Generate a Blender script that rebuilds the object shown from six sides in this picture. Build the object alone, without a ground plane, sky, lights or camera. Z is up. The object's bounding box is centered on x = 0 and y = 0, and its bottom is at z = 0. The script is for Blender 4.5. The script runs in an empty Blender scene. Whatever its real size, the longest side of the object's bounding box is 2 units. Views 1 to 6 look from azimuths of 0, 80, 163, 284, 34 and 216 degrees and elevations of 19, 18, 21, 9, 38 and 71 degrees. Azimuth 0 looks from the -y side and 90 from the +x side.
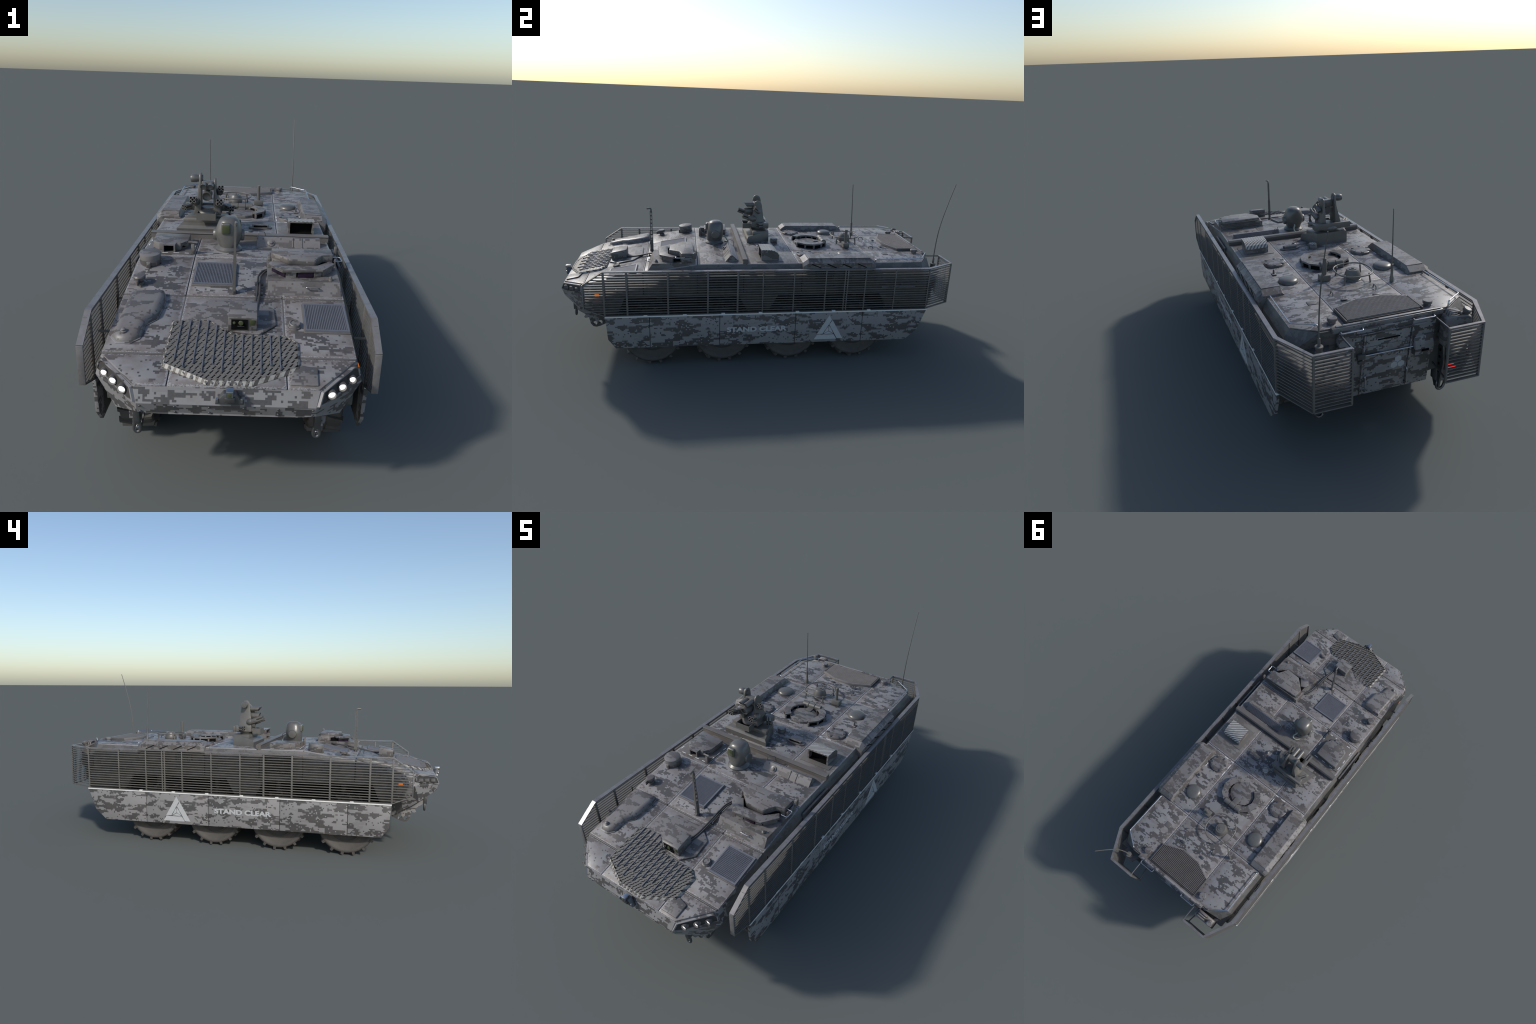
import bpy, bmesh, math, random
from mathutils import Vector, Matrix
random.seed(7)

# ------------------------------------------------------------------ helpers
COL = bpy.context.scene.collection
ROOT = bpy.data.objects.new("armored_vehicle", None)
COL.objects.link(ROOT)
ROOT["label"] = "eight wheeled grey digital camouflage armored personnel carrier with slat armor"
ROOT["category"] = "armored vehicle"


def add(name, mesh, mat=None, parent=None, stuff=False, loc=None, rot=None, scale=None):
    ob = bpy.data.objects.new(name, mesh)
    COL.objects.link(ob)
    ob.parent = parent or ROOT
    if mat is not None and len(mesh.materials) == 0:
        mesh.materials.append(mat)
    if loc is not None:
        ob.location = loc
    if rot is not None:
        ob.rotation_euler = rot
    if scale is not None:
        ob.scale = scale
    if stuff:
        ob["kind"] = "stuff"
    return ob


def finish(bm, name, smooth=35):
    bmesh.ops.recalc_face_normals(bm, faces=bm.faces)
    me = bpy.data.meshes.new(name)
    bm.to_mesh(me)
    bm.free()
    if smooth:
        me.shade_smooth()
        me.set_sharp_from_angle(angle=math.radians(smooth))
    return me


ROOF = [(-1.05, .3825), (-.963, .402), (-.853, .427), (-.578, .477), (-.322, .518), (1.1, .518)]


def zs(y):
    """height of the roof line at station y"""
    for (y0, z0), (y1, z1) in zip(ROOF, ROOF[1:]):
        if y <= y1:
            return z0 + (z1 - z0) * (y - y0) / (y1 - y0)
    return ROOF[-1][1]


def bevel_bm(bm, w, seg=2, angle=25):
    es = [e for e in bm.edges if len(e.link_faces) == 2 and e.calc_face_angle(0) > math.radians(angle)]
    if w > 0 and es:
        bmesh.ops.bevel(bm, geom=es, offset=w, segments=seg, affect='EDGES', profile=.5, clamp_overlap=True)


AX = {'z': (0, 1, 2), 'x': (1, 2, 0), 'y': (0, 2, 1)}


def prism_bm(poly, axis, lo, hi, bm=None, taper=None):
    """extrude a polygon given in the plane normal to axis; taper = inset scale about centroid at hi"""
    bm = bm or bmesh.new()
    a, b, c = AX[axis]
    ca = sum(p[0] for p in poly) / len(poly)
    cb = sum(p[1] for p in poly) / len(poly)

    def mk(p, h, s=1.0):
        v = [0, 0, 0]
        v[a] = ca + (p[0] - ca) * s
        v[b] = cb + (p[1] - cb) * s
        v[c] = h
        return bm.verts.new(v)
    l = [mk(p, lo) for p in poly]
    h = [mk(p, hi, taper or 1.0) for p in poly]
    n = len(poly)
    bm.faces.new(l)
    bm.faces.new(h)
    for i in range(n):
        bm.faces.new((l[i], l[(i + 1) % n], h[(i + 1) % n], h[i]))
    bmesh.ops.recalc_face_normals(bm, faces=bm.faces)
    return bm


def roofed(bm):
    for v in bm.verts:
        v.co.z += zs(v.co.y)


def prism(name, poly, axis, lo, hi, mat, bev=.0015, seg=2, parent=None, roof=False, taper=None, cuts=None):
    bm = prism_bm(poly, axis, lo, hi, taper=taper)
    bevel_bm(bm, bev, seg)
    if cuts:
        for y in cuts:
            bmesh.ops.bisect_plane(bm, geom=bm.verts[:] + bm.edges[:] + bm.faces[:], plane_co=(0, y, 0), plane_no=(0, 1, 0))
    if roof:
        roofed(bm)
    return add(name, finish(bm, name), mat, parent)


def rect(x0, x1, y0, y1):
    return [(x0, y0), (x1, y0), (x1, y1), (x0, y1)]


def ngon(cx, cy, r, n, a0=0.0, ry=None):
    ry = ry or r
    return [(cx + r * math.cos(a0 + 2 * math.pi * i / n), cy + ry * math.sin(a0 + 2 * math.pi * i / n)) for i in range(n)]


def box(name, x0, x1, y0, y1, z0, z1, mat, bev=.0015, seg=2, parent=None, roof=False):
    return prism(name, rect(x0, x1, y0, y1), 'z', z0, z1, mat, bev, seg, parent, roof)


def box_bm(bm, x0, x1, y0, y1, z0, z1):
    vs = [bm.verts.new((x, y, z)) for z in (z0, z1) for x, y in ((x0, y0), (x1, y0), (x1, y1), (x0, y1))]
    for f in ((0, 3, 2, 1), (4, 5, 6, 7), (0, 1, 5, 4), (1, 2, 6, 5), (2, 3, 7, 6), (3, 0, 4, 7)):
        bm.faces.new([vs[i] for i in f])


def lathe_bm(prof, n=32, bm=None, M=None):
    """prof: list of (r, z); revolved round z"""
    bm = bm or bmesh.new()
    M = M or Matrix()
    rings = []
    for r, z in prof:
        if r < 1e-6:
            rings.append([bm.verts.new(M @ Vector((0, 0, z)))])
        else:
            rings.append([bm.verts.new(M @ Vector((r * math.cos(2 * math.pi * i / n), r * math.sin(2 * math.pi * i / n), z))) for i in range(n)])
    for A, B in zip(rings, rings[1:]):
        for i in range(n):
            j = (i + 1) % n
            if len(A) == 1 and len(B) > 1:
                bm.faces.new((A[0], B[i], B[j]))
            elif len(B) == 1 and len(A) > 1:
                bm.faces.new((A[i], A[j], B[0]))
            elif len(A) > 1:
                bm.faces.new((A[i], A[j], B[j], B[i]))
    for R in (rings[0], rings[-1]):
        if len(R) > 1:
            bm.faces.new(R)
    return bm


def lathe(name, prof, mat, loc=(0, 0, 0), axis=(0, 0, 1), n=32, parent=None, smooth=35, mesh_at_origin=False):
    q = Vector((0, 0, 1)).rotation_difference(Vector(axis)).to_matrix().to_4x4()
    bm = lathe_bm(prof, n, M=Matrix.Translation(loc) @ q)
    return add(name, finish(bm, name, smooth), mat, parent)


def cyl(name, p, q, r, mat, n=20, parent=None, r2=None, chamfer=.0):
    p, q = Vector(p), Vector(q)
    L = (q - p).length
    r2 = r if r2 is None else r2
    c = chamfer
    prof = [(r - c, 0), (r, c), (r2, L - c), (r2 - c, L)] if c else [(r, 0), (r2, L)]
    return lathe(name, prof, mat, p, (q - p).normalized(), n, parent)


def fillet(pts, rad, seg=5):
    pts = [Vector(p) for p in pts]
    out = [pts[0]]
    for a, b, c in zip(pts, pts[1:], pts[2:]):
        d0, d1 = (a - b), (c - b)
        r = min(rad, d0.length * .45, d1.length * .45)
        p0, p1 = b + d0.normalized() * r, b + d1.normalized() * r
        for i in range(seg + 1):
            t = i / seg
            out.append((1 - t) ** 2 * p0 + 2 * t * (1 - t) * b + t * t * p1)
    out.append(pts[-1])
    return out


def spline(pts, n=8):
    pts = [Vector(p) for p in pts]
    P = [pts[0] * 2 - pts[1]] + pts + [pts[-1] * 2 - pts[-2]]
    out = []
    for i in range(1, len(P) - 2):
        p0, p1, p2, p3 = P[i - 1:i + 3]
        for k in range(n):
            t = k / n
            out.append(.5 * ((2 * p1) + (p2 - p0) * t + (2 * p0 - 5 * p1 + 4 * p2 - p3) * t * t + (3 * p1 - p0 - 3 * p2 + p3) * t ** 3))
    out.append(pts[-1])
    return out


def tube_bm(path, r, n=8, closed=False, bm=None, r_end=None):
    bm = bm or bmesh.new()
    path = [Vector(p) for p in path]
    N = len(path)
    rings = []
    prev = None
    for i, p in enumerate(path):
        if closed:
            t = (path[(i + 1) % N] - path[i - 1]).normalized()
        else:
            t = (path[min(i + 1, N - 1)] - path[max(i - 1, 0)]).normalized()
        if prev is None:
            u = t.orthogonal().normalized()
        else:
            u = (prev - t * prev.dot(t)).normalized()
        prev = u
        w = t.cross(u)
        rr = r if r_end is None else r + (r_end - r) * i / (N - 1)
        rings.append([bm.verts.new(p + rr * (math.cos(2 * math.pi * k / n) * u + math.sin(2 * math.pi * k / n) * w)) for k in range(n)])
    seq = list(zip(rings, rings[1:])) + ([(rings[-1], rings[0])] if closed else [])
    for A, B in seq:
        for k in range(n):
            bm.faces.new((A[k], A[(k + 1) % n], B[(k + 1) % n], B[k]))
    if not closed:
        bm.faces.new(rings[0])
        bm.faces.new(rings[-1])
    return bm


def tube(name, path, r, mat, n=8, closed=False, parent=None, r_end=None):
    return add(name, finish(tube_bm(path, r, n, closed, r_end=r_end), name, 60), mat, parent)


def text_mesh(body, size, weight=0.0, depth=.0006):
    cu = bpy.data.curves.new("lettering", 'FONT')
    cu.body = body
    cu.size = size
    cu.align_x = 'CENTER'
    cu.align_y = 'CENTER'
    cu.extrude = depth
    cu.offset = weight
    ob = bpy.data.objects.new("lettering_tmp", cu)
    COL.objects.link(ob)
    dg = bpy.context.evaluated_depsgraph_get()
    me = bpy.data.meshes.new_from_object(ob.evaluated_get(dg))
    bpy.data.objects.remove(ob)
    bpy.data.curves.remove(cu)
    return me


def fit(me, width, height):
    xs = [v.co.x for v in me.vertices]
    ys = [v.co.y for v in me.vertices]
    cx, cy = (min(xs) + max(xs)) / 2, (min(ys) + max(ys)) / 2
    sx, sy = width / (max(xs) - min(xs)), height / (max(ys) - min(ys))
    for v in me.vertices:
        v.co.x = (v.co.x - cx) * sx
        v.co.y = (v.co.y - cy) * sy


def inside(p, poly):
    x, y = p
    c = False
    for (x0, y0), (x1, y1) in zip(poly, poly[1:] + poly[:1]):
        if (y0 > y) != (y1 > y) and x < (x1 - x0) * (y - y0) / (y1 - y0) + x0:
            c = not c
    return c


# ------------------------------------------------------------------ materials
class NT:
    def __init__(self, name):
        self.m = bpy.data.materials.new(name)
        self.m.use_nodes = True
        self.t = self.m.node_tree
        self.b = self.t.nodes["Principled BSDF"]

    def n(self, kind, **kw):
        nd = self.t.nodes.new(kind)
        for k, v in kw.items():
            setattr(nd, k, v)
        return nd

    def link(self, a, b):
        self.t.links.new(a, b)

    def val(self, sock, v):
        if hasattr(v, 'links') or hasattr(v, 'is_linked'):
            self.link(v, sock)
        else:
            sock.default_value = v

    def math(self, op, a, b=None, c=None, clamp=False):
        nd = self.n('ShaderNodeMath', operation=op, use_clamp=clamp)
        for i, v in enumerate((a, b, c)):
            if v is not None:
                self.val(nd.inputs[i], v)
        return nd.outputs[0]

    def vmath(self, op, a, b=None):
        nd = self.n('ShaderNodeVectorMath', operation=op)
        self.val(nd.inputs[0], a)
        if b is not None:
            self.val(nd.inputs[1], b)
        return nd.outputs[0]

    def noise(self, vec, scale, detail=2.0, rough=.5):
        nd = self.n('ShaderNodeTexNoise')
        self.link(vec, nd.inputs['Vector'])
        nd.inputs['Scale'].default_value = scale
        nd.inputs['Detail'].default_value = detail
        nd.inputs['Roughness'].default_value = rough
        return nd.outputs[0]

    def step(self, v, lo, hi):
        nd = self.n('ShaderNodeMapRange')
        self.link(v, nd.inputs[0])
        nd.inputs[1].default_value = lo
        nd.inputs[2].default_value = hi
        return nd.outputs[0]

    def mix(self, f, a, b):
        nd = self.n('ShaderNodeMix', data_type='RGBA')
        self.val(nd.inputs[0], f)
        self.val(nd.inputs[6], a)
        self.val(nd.inputs[7], b)
        return nd.outputs[2]

    def obj(self):
        return self.n('ShaderNodeTexCoord').outputs['Object']


def c4(*c):
    return (c[0], c[1], c[2], 1.0)


LIGHT, MIDC, DARK, DUST = c4(.232, .226, .225), c4(.165, .156, .153), c4(.054, .051, .050), c4(.130, .104, .088)
CELL = .0056


def camo_uv(N, obj):
    """planar coordinates of a face: the long camouflage streaks run along the first axis"""
    geo = N.n('ShaderNodeNewGeometry')
    vt = N.n('ShaderNodeVectorTransform', vector_type='NORMAL', convert_from='WORLD', convert_to='OBJECT')
    N.link(geo.outputs['True Normal'], vt.inputs[0])
    na = N.n('ShaderNodeSeparateXYZ')
    N.link(N.vmath('ABSOLUTE', vt.outputs[0]), na.inputs[0])
    p = N.n('ShaderNodeSeparateXYZ')
    N.link(obj, p.inputs[0])
    X, Y, Z = p.outputs
    flat = N.math('GREATER_THAN', na.outputs[2], .55)
    side = N.math('GREATER_THAN', na.outputs[0], na.outputs[1])
    # u = x, or y on the flanks; v = z, or y on the decks
    u_side = N.math('MULTIPLY', side, N.math('SUBTRACT', 1.0, flat))

    def sel(f, a, b):
        return N.math('ADD', N.math('MULTIPLY', f, a), N.math('MULTIPLY', N.math('SUBTRACT', 1.0, f), b))
    u = sel(u_side, Y, X)
    v = sel(flat, Y, Z)
    w = N.math('ADD', N.math('MULTIPLY', u_side, 7.3), N.math('MULTIPLY', flat, 3.1))
    cmb = N.n('ShaderNodeCombineXYZ')
    N.link(u, cmb.inputs[0])
    N.link(v, cmb.inputs[1])
    N.link(w, cmb.inputs[2])
    return cmb.outputs[0]


def camo(name, seams=False, dirt=.35, cell=CELL, rough=.43, tint=None, wear=.0, film=.0, metal=.0, film_col=c4(.066, .065, .061)):
    N = NT(name)
    obj = N.obj()
    uv = camo_uv(N, obj)
    cells = N.vmath('FLOOR', N.vmath('MULTIPLY', N.vmath('ADD', uv, (3.0013, 3.0021, 0)), (1 / cell, 1 / cell, 1.0)))
    cw = N.vmath('MULTIPLY', cells, (.42, 1.0, 1.0))
    big = N.noise(cw, .195, 2.0, .55)
    fine = N.noise(cw, .50, 1.0, .5)
    blot = N.math('GREATER_THAN', N.math('ADD', big, N.math('MULTIPLY', fine, .30)), .672)
    mid = N.math('GREATER_THAN', N.noise(N.vmath('ADD', cw, (57.0, 31.0, 3.0)), .10, 2.0, .6), .60)
    wn = N.n('ShaderNodeTexWhiteNoise', noise_dimensions='3D')
    N.link(cells, wn.inputs[0])
    pixel = wn.outputs['Value']
    speck = N.math('GREATER_THAN', pixel, .968)
    hole = N.math('LESS_THAN', pixel, .045)
    dark = N.math('MULTIPLY', N.math('MAXIMUM', blot, speck), N.math('SUBTRACT', 1.0, hole))
    col = N.mix(N.math('MULTIPLY', mid, .40), LIGHT, MIDC)
    big2 = N.noise(obj, 9.0, 3.0, .6)
    if tint:
        col = N.mix(.6, col, tint)
    col = N.mix(dark, col, DARK)
    if film:  # even tint over the camo; its default colour darkens the flank for shade
        col = N.mix(film, col, film_col)
    # road dust lying in drifting patches
    dn = N.step(N.noise(obj, 14.0, 4.0, .6), .47, .70)
    col = N.mix(N.math('MULTIPLY', dn, dirt), col, DUST)
    if seams:
        p = N.n('ShaderNodeSeparateXYZ')
        N.link(obj, p.inputs[0])
        d = N.math('ABSOLUTE', N.math('SUBTRACT', N.math('ABSOLUTE', p.outputs[0]), .15))
        d = N.math('MINIMUM', d, N.math('ABSOLUTE', N.math('SUBTRACT', N.math('ABSOLUTE', p.outputs[0]), .345)))
        for y in (-.965, -.853, -.578, -.322, -.088, .171, .562, .885):
            d = N.math('MINIMUM', d, N.math('ABSOLUTE', N.math('SUBTRACT', p.outputs[1], y)))
        g = N.noise(obj, 26.0, 4.0, .65)
        grime = N.step(N.math('SUBTRACT', N.math('MULTIPLY', g, .085), d), .012, .035)
        col = N.mix(N.math('MULTIPLY', grime, .62), col, DUST)
        lee = N.math('SUBTRACT', .085, N.math('ABSOLUTE', N.math('ADD', p.outputs[1], .135)))
        lee = N.step(N.math('ADD', lee, N.math('MULTIPLY', N.math('SUBTRACT', N.noise(obj, 11.0, 4.0, .6), .5), .22)), .0, .06)
        col = N.mix(N.math('MULTIPLY', lee, .6), col, c4(.118, .108, .097))
        chip = N.noise(obj, 210.0, 3.0, .7)
        edge = N.math('GREATER_THAN', N.math('SUBTRACT', N.math('MULTIPLY', chip, .036), d), .0125)
        col = N.mix(N.math('MULTIPLY', edge, .65), col, c4(.36, .37, .385))
    # faint scratches and mottling
    mott = N.step(N.noise(obj, 160.0, 4.0, .7), .25, .75)
    col = N.mix(N.math('MULTIPLY', mott, .16), col, c4(.27, .262, .26))
    if wear:
        ch = N.math('GREATER_THAN', N.noise(obj, 120.0, 4.0, .7), 1.0 - wear)
        col = N.mix(N.math('MULTIPLY', ch, .8), col, c4(.42, .42, .42))
    N.link(col, N.b.inputs['Base Color'])
    r = N.math('ADD', N.math('MULTIPLY', N.noise(obj, 40.0, 3.0, .6), .22), rough - .11)
    N.link(r, N.b.inputs['Roughness'])
    bp = N.n('ShaderNodeBump')
    bp.inputs['Strength'].default_value = .10
    bp.inputs['Distance'].default_value = .002
    N.link(N.noise(obj, 300.0, 3.0, .6), bp.inputs['Height'])
    N.link(bp.outputs[0], N.b.inputs['Normal'])
    N.b.inputs['Specular IOR Level'].default_value = .55
    N.b.inputs['Metallic'].default_value = metal
    return N.m


def paint(name, a, b=None, rough=.45, metal=0.0, scale=30.0, amount=.6, bump=.08, dust=.0, emit=None, spec=.5):
    N = NT(name)
    obj = N.obj()
    b = b or tuple(x * .7 for x in a)
    f = N.math('MULTIPLY', N.step(N.noise(obj, scale, 4.0, .62), .3, .7), amount)
    col = N.mix(f, c4(*a), c4(*b))
    if dust:
        col = N.mix(N.math('MULTIPLY', N.step(N.noise(obj, 18.0, 4.0, .65), .48, .72), dust), col, DUST)
    N.link(col, N.b.inputs['Base Color'])
    N.link(N.math('ADD', N.math('MULTIPLY', N.noise(obj, 55.0, 3.0, .6), .2), rough - .1), N.b.inputs['Roughness'])
    N.b.inputs['Metallic'].default_value = metal
    N.b.inputs['Specular IOR Level'].default_value = spec
    if bump:
        bp = N.n('ShaderNodeBump')
        bp.inputs['Strength'].default_value = bump
        bp.inputs['Distance'].default_value = .002
        N.link(N.noise(obj, 260.0, 3.0, .6), bp.inputs['Height'])
        N.link(bp.outputs[0], N.b.inputs['Normal'])
    if emit:
        N.b.inputs['Emission Color'].default_value = c4(*emit[0])
        N.b.inputs['Emission Strength'].default_value = emit[1]
    return N.m


def striped(name, a, b, direction, pitch, duty=.5):
    N = NT(name)
    obj = N.obj()
    dt = N.n('ShaderNodeVectorMath', operation='DOT_PRODUCT')
    N.link(obj, dt.inputs[0])
    dt.inputs[1].default_value = Vector(direction).normalized() / pitch
    f = N.math('LESS_THAN', N.math('FRACT', N.math('ADD', dt.outputs['Value'], 100.0)), duty)
    col = N.mix(f, c4(*a), c4(*b))
    col = N.mix(N.math('MULTIPLY', N.step(N.noise(obj, 60.0, 3.0, .6), .45, .75), .5), col, DUST)
    N.link(col, N.b.inputs['Base Color'])
    N.b.inputs['Roughness'].default_value = .5
    return N.m


CAMO = camo("camo_paint", dirt=.40)
CAMO_DECK = camo("camo_deck_paint", seams=True, dirt=.45)
CAMO_SKIRT = camo("camo_skirt_paint", dirt=.18, rough=.5)
CAMO_SIDE = camo("camo_slat_shade_darkened", dirt=.5, rough=.5, tint=c4(.15, .145, .135), film=.72)  # flank colour lowered to carry the shadow cast by the slat armour
CAMO_BIN = camo("camo_bin_paint", dirt=.75, film=.50, film_col=c4(.088, .077, .069))
CAMO_FIT = camo("camo_fitting_paint", dirt=.6, film=.50, film_col=c4(.088, .079, .072))
CAMO_WORN = camo("camo_dust_covered_paint", seams=True, dirt=.5, film=.62, film_col=c4(.135, .126, .112))
CAMO_RAIL = paint("chipped_rail_paint", (.235, .228, .228), (.165, .155, .15), rough=.30, metal=.3, scale=45, amount=.7, dust=.55)
GREY = paint("weapon_grey_paint", (.155, .150, .138), (.115, .110, .100), rough=.40, metal=.25, dust=.25)
DOME_GREY = paint("sight_grey_paint", (.145, .143, .134), (.11, .108, .10), rough=.34, metal=.3, dust=.15)
SLAT = paint("slat_steel_paint", (.165, .158, .145), (.12, .114, .105), rough=.5, metal=.2, dust=.2)
SEAM = paint("dark_gap_paint", (.050, .044, .040), (.09, .075, .062), rough=.8)
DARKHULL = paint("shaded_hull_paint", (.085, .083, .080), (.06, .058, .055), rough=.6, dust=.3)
RUBBER = paint("tyre_rubber", (.092, .085, .077), (.052, .049, .046), rough=.72, scale=22, dust=.45, spec=.35)
RIM = paint("rim_paint", (.10, .098, .092), (.06, .058, .055), rough=.55, dust=.35)
STEEL = paint("polished_steel", (.52, .53, .55), (.36, .36, .37), rough=.24, metal=1.0, bump=.02)
DULLSTEEL = paint("dull_steel", (.17, .17, .17), (.10, .10, .10), rough=.4, metal=.8, dust=.2)
WHITE = paint("white_marking_paint", (.72, .72, .70), (.55, .55, .53), rough=.55, scale=90, amount=.4)
MARK = paint("pale_stencil_paint", (.46, .47, .475), (.36, .365, .37), rough=.5, scale=120, amount=.5)
FADED = paint("faded_stencil_paint", (.21, .215, .215), (.15, .15, .15), rough=.55, scale=120)
FADED2 = paint("faded_emblem_paint", (.40, .41, .42), (.32, .325, .33), rough=.5, scale=120)
RECESS = paint("dark_recess_paint", (.045, .042, .039), (.03, .028, .026), rough=.6)
BLACK = paint("opening_black", (.004, .004, .004), (.006, .006, .006), rough=.9, bump=0, spec=.1)
GLASS_G = paint("green_sight_glass", (.068, .080, .038), (.055, .066, .032), rough=.15, bump=0)
GLASS_P = paint("tinted_window_glass", (.020, .010, .026), (.012, .006, .016), rough=.08, bump=0)
GRID = paint("grille_steel", (.175, .180, .205), (.13, .134, .15), rough=.42, metal=.3)
LOUVRE = paint("louvre_dusty_steel", (.20, .188, .18), (.14, .13, .122), rough=.5, dust=.35)
DECKMETAL = paint("bare_deck_paint", (.135, .125, .115), (.10, .092, .085), rough=.45, dust=.4)
HOSE = paint("cable_rubber", (.05, .05, .05), (.035, .035, .035), rough=.5)
CABLE = paint("pale_cable", (.30, .33, .27), (.22, .24, .2), rough=.45)
LAMP = paint("headlamp_glow", (.9, .9, .88), (.85, .85, .83), rough=.2, bump=0, emit=((1, .98, .95), 3.0))
ORANGE = paint("orange_marker_glow", (.9, .22, .02), (.85, .2, .02), rough=.4, bump=0, emit=((1, .24, .02), .35))
RED = paint("red_marker_glow", (.85, .02, .015), (.8, .02, .012), rough=.4, bump=0, emit=((1, .03, .02), 1.1))
STRIPE_AIR = striped("air_intake_stripes", (.11, .105, .10), (.40, .40, .38), (.62, -.78, 0), .0105, .55)
STRIPE_MAT = striped("mat_edge_stripes", (.075, .068, .06), (.34, .33, .30), (.86, -.5, 0), .0165, .55)
MATGREY = paint("mat_strip_steel", (.235, .222, .198), (.17, .16, .142), rough=.5, metal=.2, dust=.25)

# ------------------------------------------------------------------ hull
def loft(name, rings, mat, bev=.0, smooth=25, parent=None, strip_caps=False):
    bm = bmesh.new()
    R = [[bm.verts.new(p) for p in r] for r in rings]
    n = len(R[0])
    for A, B in zip(R, R[1:]):
        for i in range(n):
            bm.faces.new((A[i], A[(i + 1) % n], B[(i + 1) % n], B[i]))
    for cap in (R[0], R[-1]):
        if strip_caps:  # folded end: one face per level between mirrored points
            for i in range(n // 2 - 1):
                bm.faces.new((cap[i], cap[i + 1], cap[n - 2 - i], cap[n - 1 - i]))
        else:
            bm.faces.new(cap)
    bevel_bm(bm, bev, 2, 20)
    return add(name, finish(bm, name, smooth), mat, parent)


def sym(half):
    """half section listed from the top on +x down to the bottom on +x -> closed ring"""
    return half + [(-x, y, z) for x, y, z in reversed(half)]


G = .005  # armour plate thickness above the hull shell
hull_rings = []
for y, xt, xs, drop in ((-.852, .337, .354, .055), (-.70, .341, .360, .05), (-.578, .343, .362, .04), (-.322, .344, .364, .035),
                        (.19, .344, .364, .035), (.562, .344, .364, .035), (.818, .342, .362, .035)):
    zt = zs(y) - G
    hull_rings.append(sym([(xt, y, zt), (xs, y, zt - drop), (xs, y, .362)]))
hull_rings.append(sym([(.256, .884, .513), (.330, .875, .468), (.348, .872, .362)]))
hull = loft("hull", hull_rings, CAMO_SIDE, .004)

# nose: faceted bow, from the front strip back to the shoulder
nose = loft("bow", [
    sym([(.231, -.963, .397), (.2225, -.978, .359), (.2255, -.965, .326), (.170, -.966, .322)]),
    sym([(.339, -.853, .422), (.356, -.859, .366), (.300, -.885, .283), (.205, -.905, .285)]),
    sym([(.341, -.752, .440), (.360, -.752, .368), (.285, -.766, .205), (.195, -.800, .211)]),
    sym([(.341, -.700, .449), (.350, -.700, .368), (.285, -.700, .195), (.195, -.722, .176)])], CAMO, .0015, strip_caps=True)

# belly between the wheels
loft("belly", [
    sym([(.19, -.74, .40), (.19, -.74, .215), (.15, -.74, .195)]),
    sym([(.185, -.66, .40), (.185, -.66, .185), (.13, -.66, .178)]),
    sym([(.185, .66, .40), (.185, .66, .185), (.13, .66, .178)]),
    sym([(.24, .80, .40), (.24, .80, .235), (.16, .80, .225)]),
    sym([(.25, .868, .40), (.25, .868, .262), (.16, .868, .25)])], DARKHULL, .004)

for s in (1, -1):
    X = sorted((s * .335, s * .361))
    prism("wheel_arch_plate", [(.082, .372), (-.130, .372), (-.038, .205), (-.010, .205)], 'x', X[0], X[1], CAMO_SIDE, .002)
    prism("wheel_arch_plate", [(.592, .372), (.868, .372), (.868, .262), (.78, .232), (.675, .232)], 'x', X[0], X[1] if s > 0 else X[1], CAMO_SIDE, .002)
    prism("wheel_arch_plate", [(-.66, .372), (-.757, .372), (-.757, .22), (-.725, .22)], 'x', X[0], X[1], CAMO_SIDE, .002)
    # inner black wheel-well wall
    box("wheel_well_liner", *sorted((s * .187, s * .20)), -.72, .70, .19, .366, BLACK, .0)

# ------------------------------------------------------------------ roof armour plates
PANELS = []
gs, gw = .0016, .0034


def panel(poly, cuts=None, mat=None):
    ob = prism("roof_plate", poly, 'z', -G - .001, 0, mat or CAMO_DECK, .0014, 2, roof=True, cuts=cuts)
    PANELS.append(ob)


for s in (1, -1):
    def P(pts):
        return [(s * x, y) for x, y in pts]
    panel(P([(.1515, -.961), (.2295, -.961), (.336, -.857), (.1515, -.857)]))
    panel(P([(.1515, -.849), (.3385, -.849), (.3420, -.582), (.1515, -.582)]))
    panel(P([(.1515, -.574), (.3425, -.574), (.3435, -.3235), (.1515, -.3235)]))
    panel(P([(.1515, -.3205), (.3440, -.3205), (.3440, -.088), (.1515, -.088)]))
    panel(P([(.1515, -.085), (.3440, -.085), (.3440, .1695), (.1515, .1695)]), mat=CAMO_WORN if s > 0 else None)
    panel(P([(.1515, .1725), (.3440, .1725), (.3440, .5605), (.1515, .5605)]))
    panel(P([(.1515, .5635), (.3440, .5635), (.3415, .818), (.2560, .876), (.1515, .876)]))
panel([(-.1485, -.961), (.1485, -.961), (.1485, -.582), (-.1485, -.582)], cuts=(-.853,))
panel([(-.1485, -.574), (.1485, -.574), (.1485, -.3235), (-.1485, -.3235)])
panel([(-.1485, -.3205), (.1485, -.3205), (.1485, -.088), (-.1485, -.088)])
panel([(-.1485, -.085), (.1485, -.085), (.1485, .1695), (-.1485, .1695)])
panel([(-.1485, .1725), (.1485, .1725), (.1485, .5605), (-.1485, .5605)])
panel([(-.1485, .5635), (.1485, .5635), (.1485, .876), (-.1485, .876)])
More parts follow.
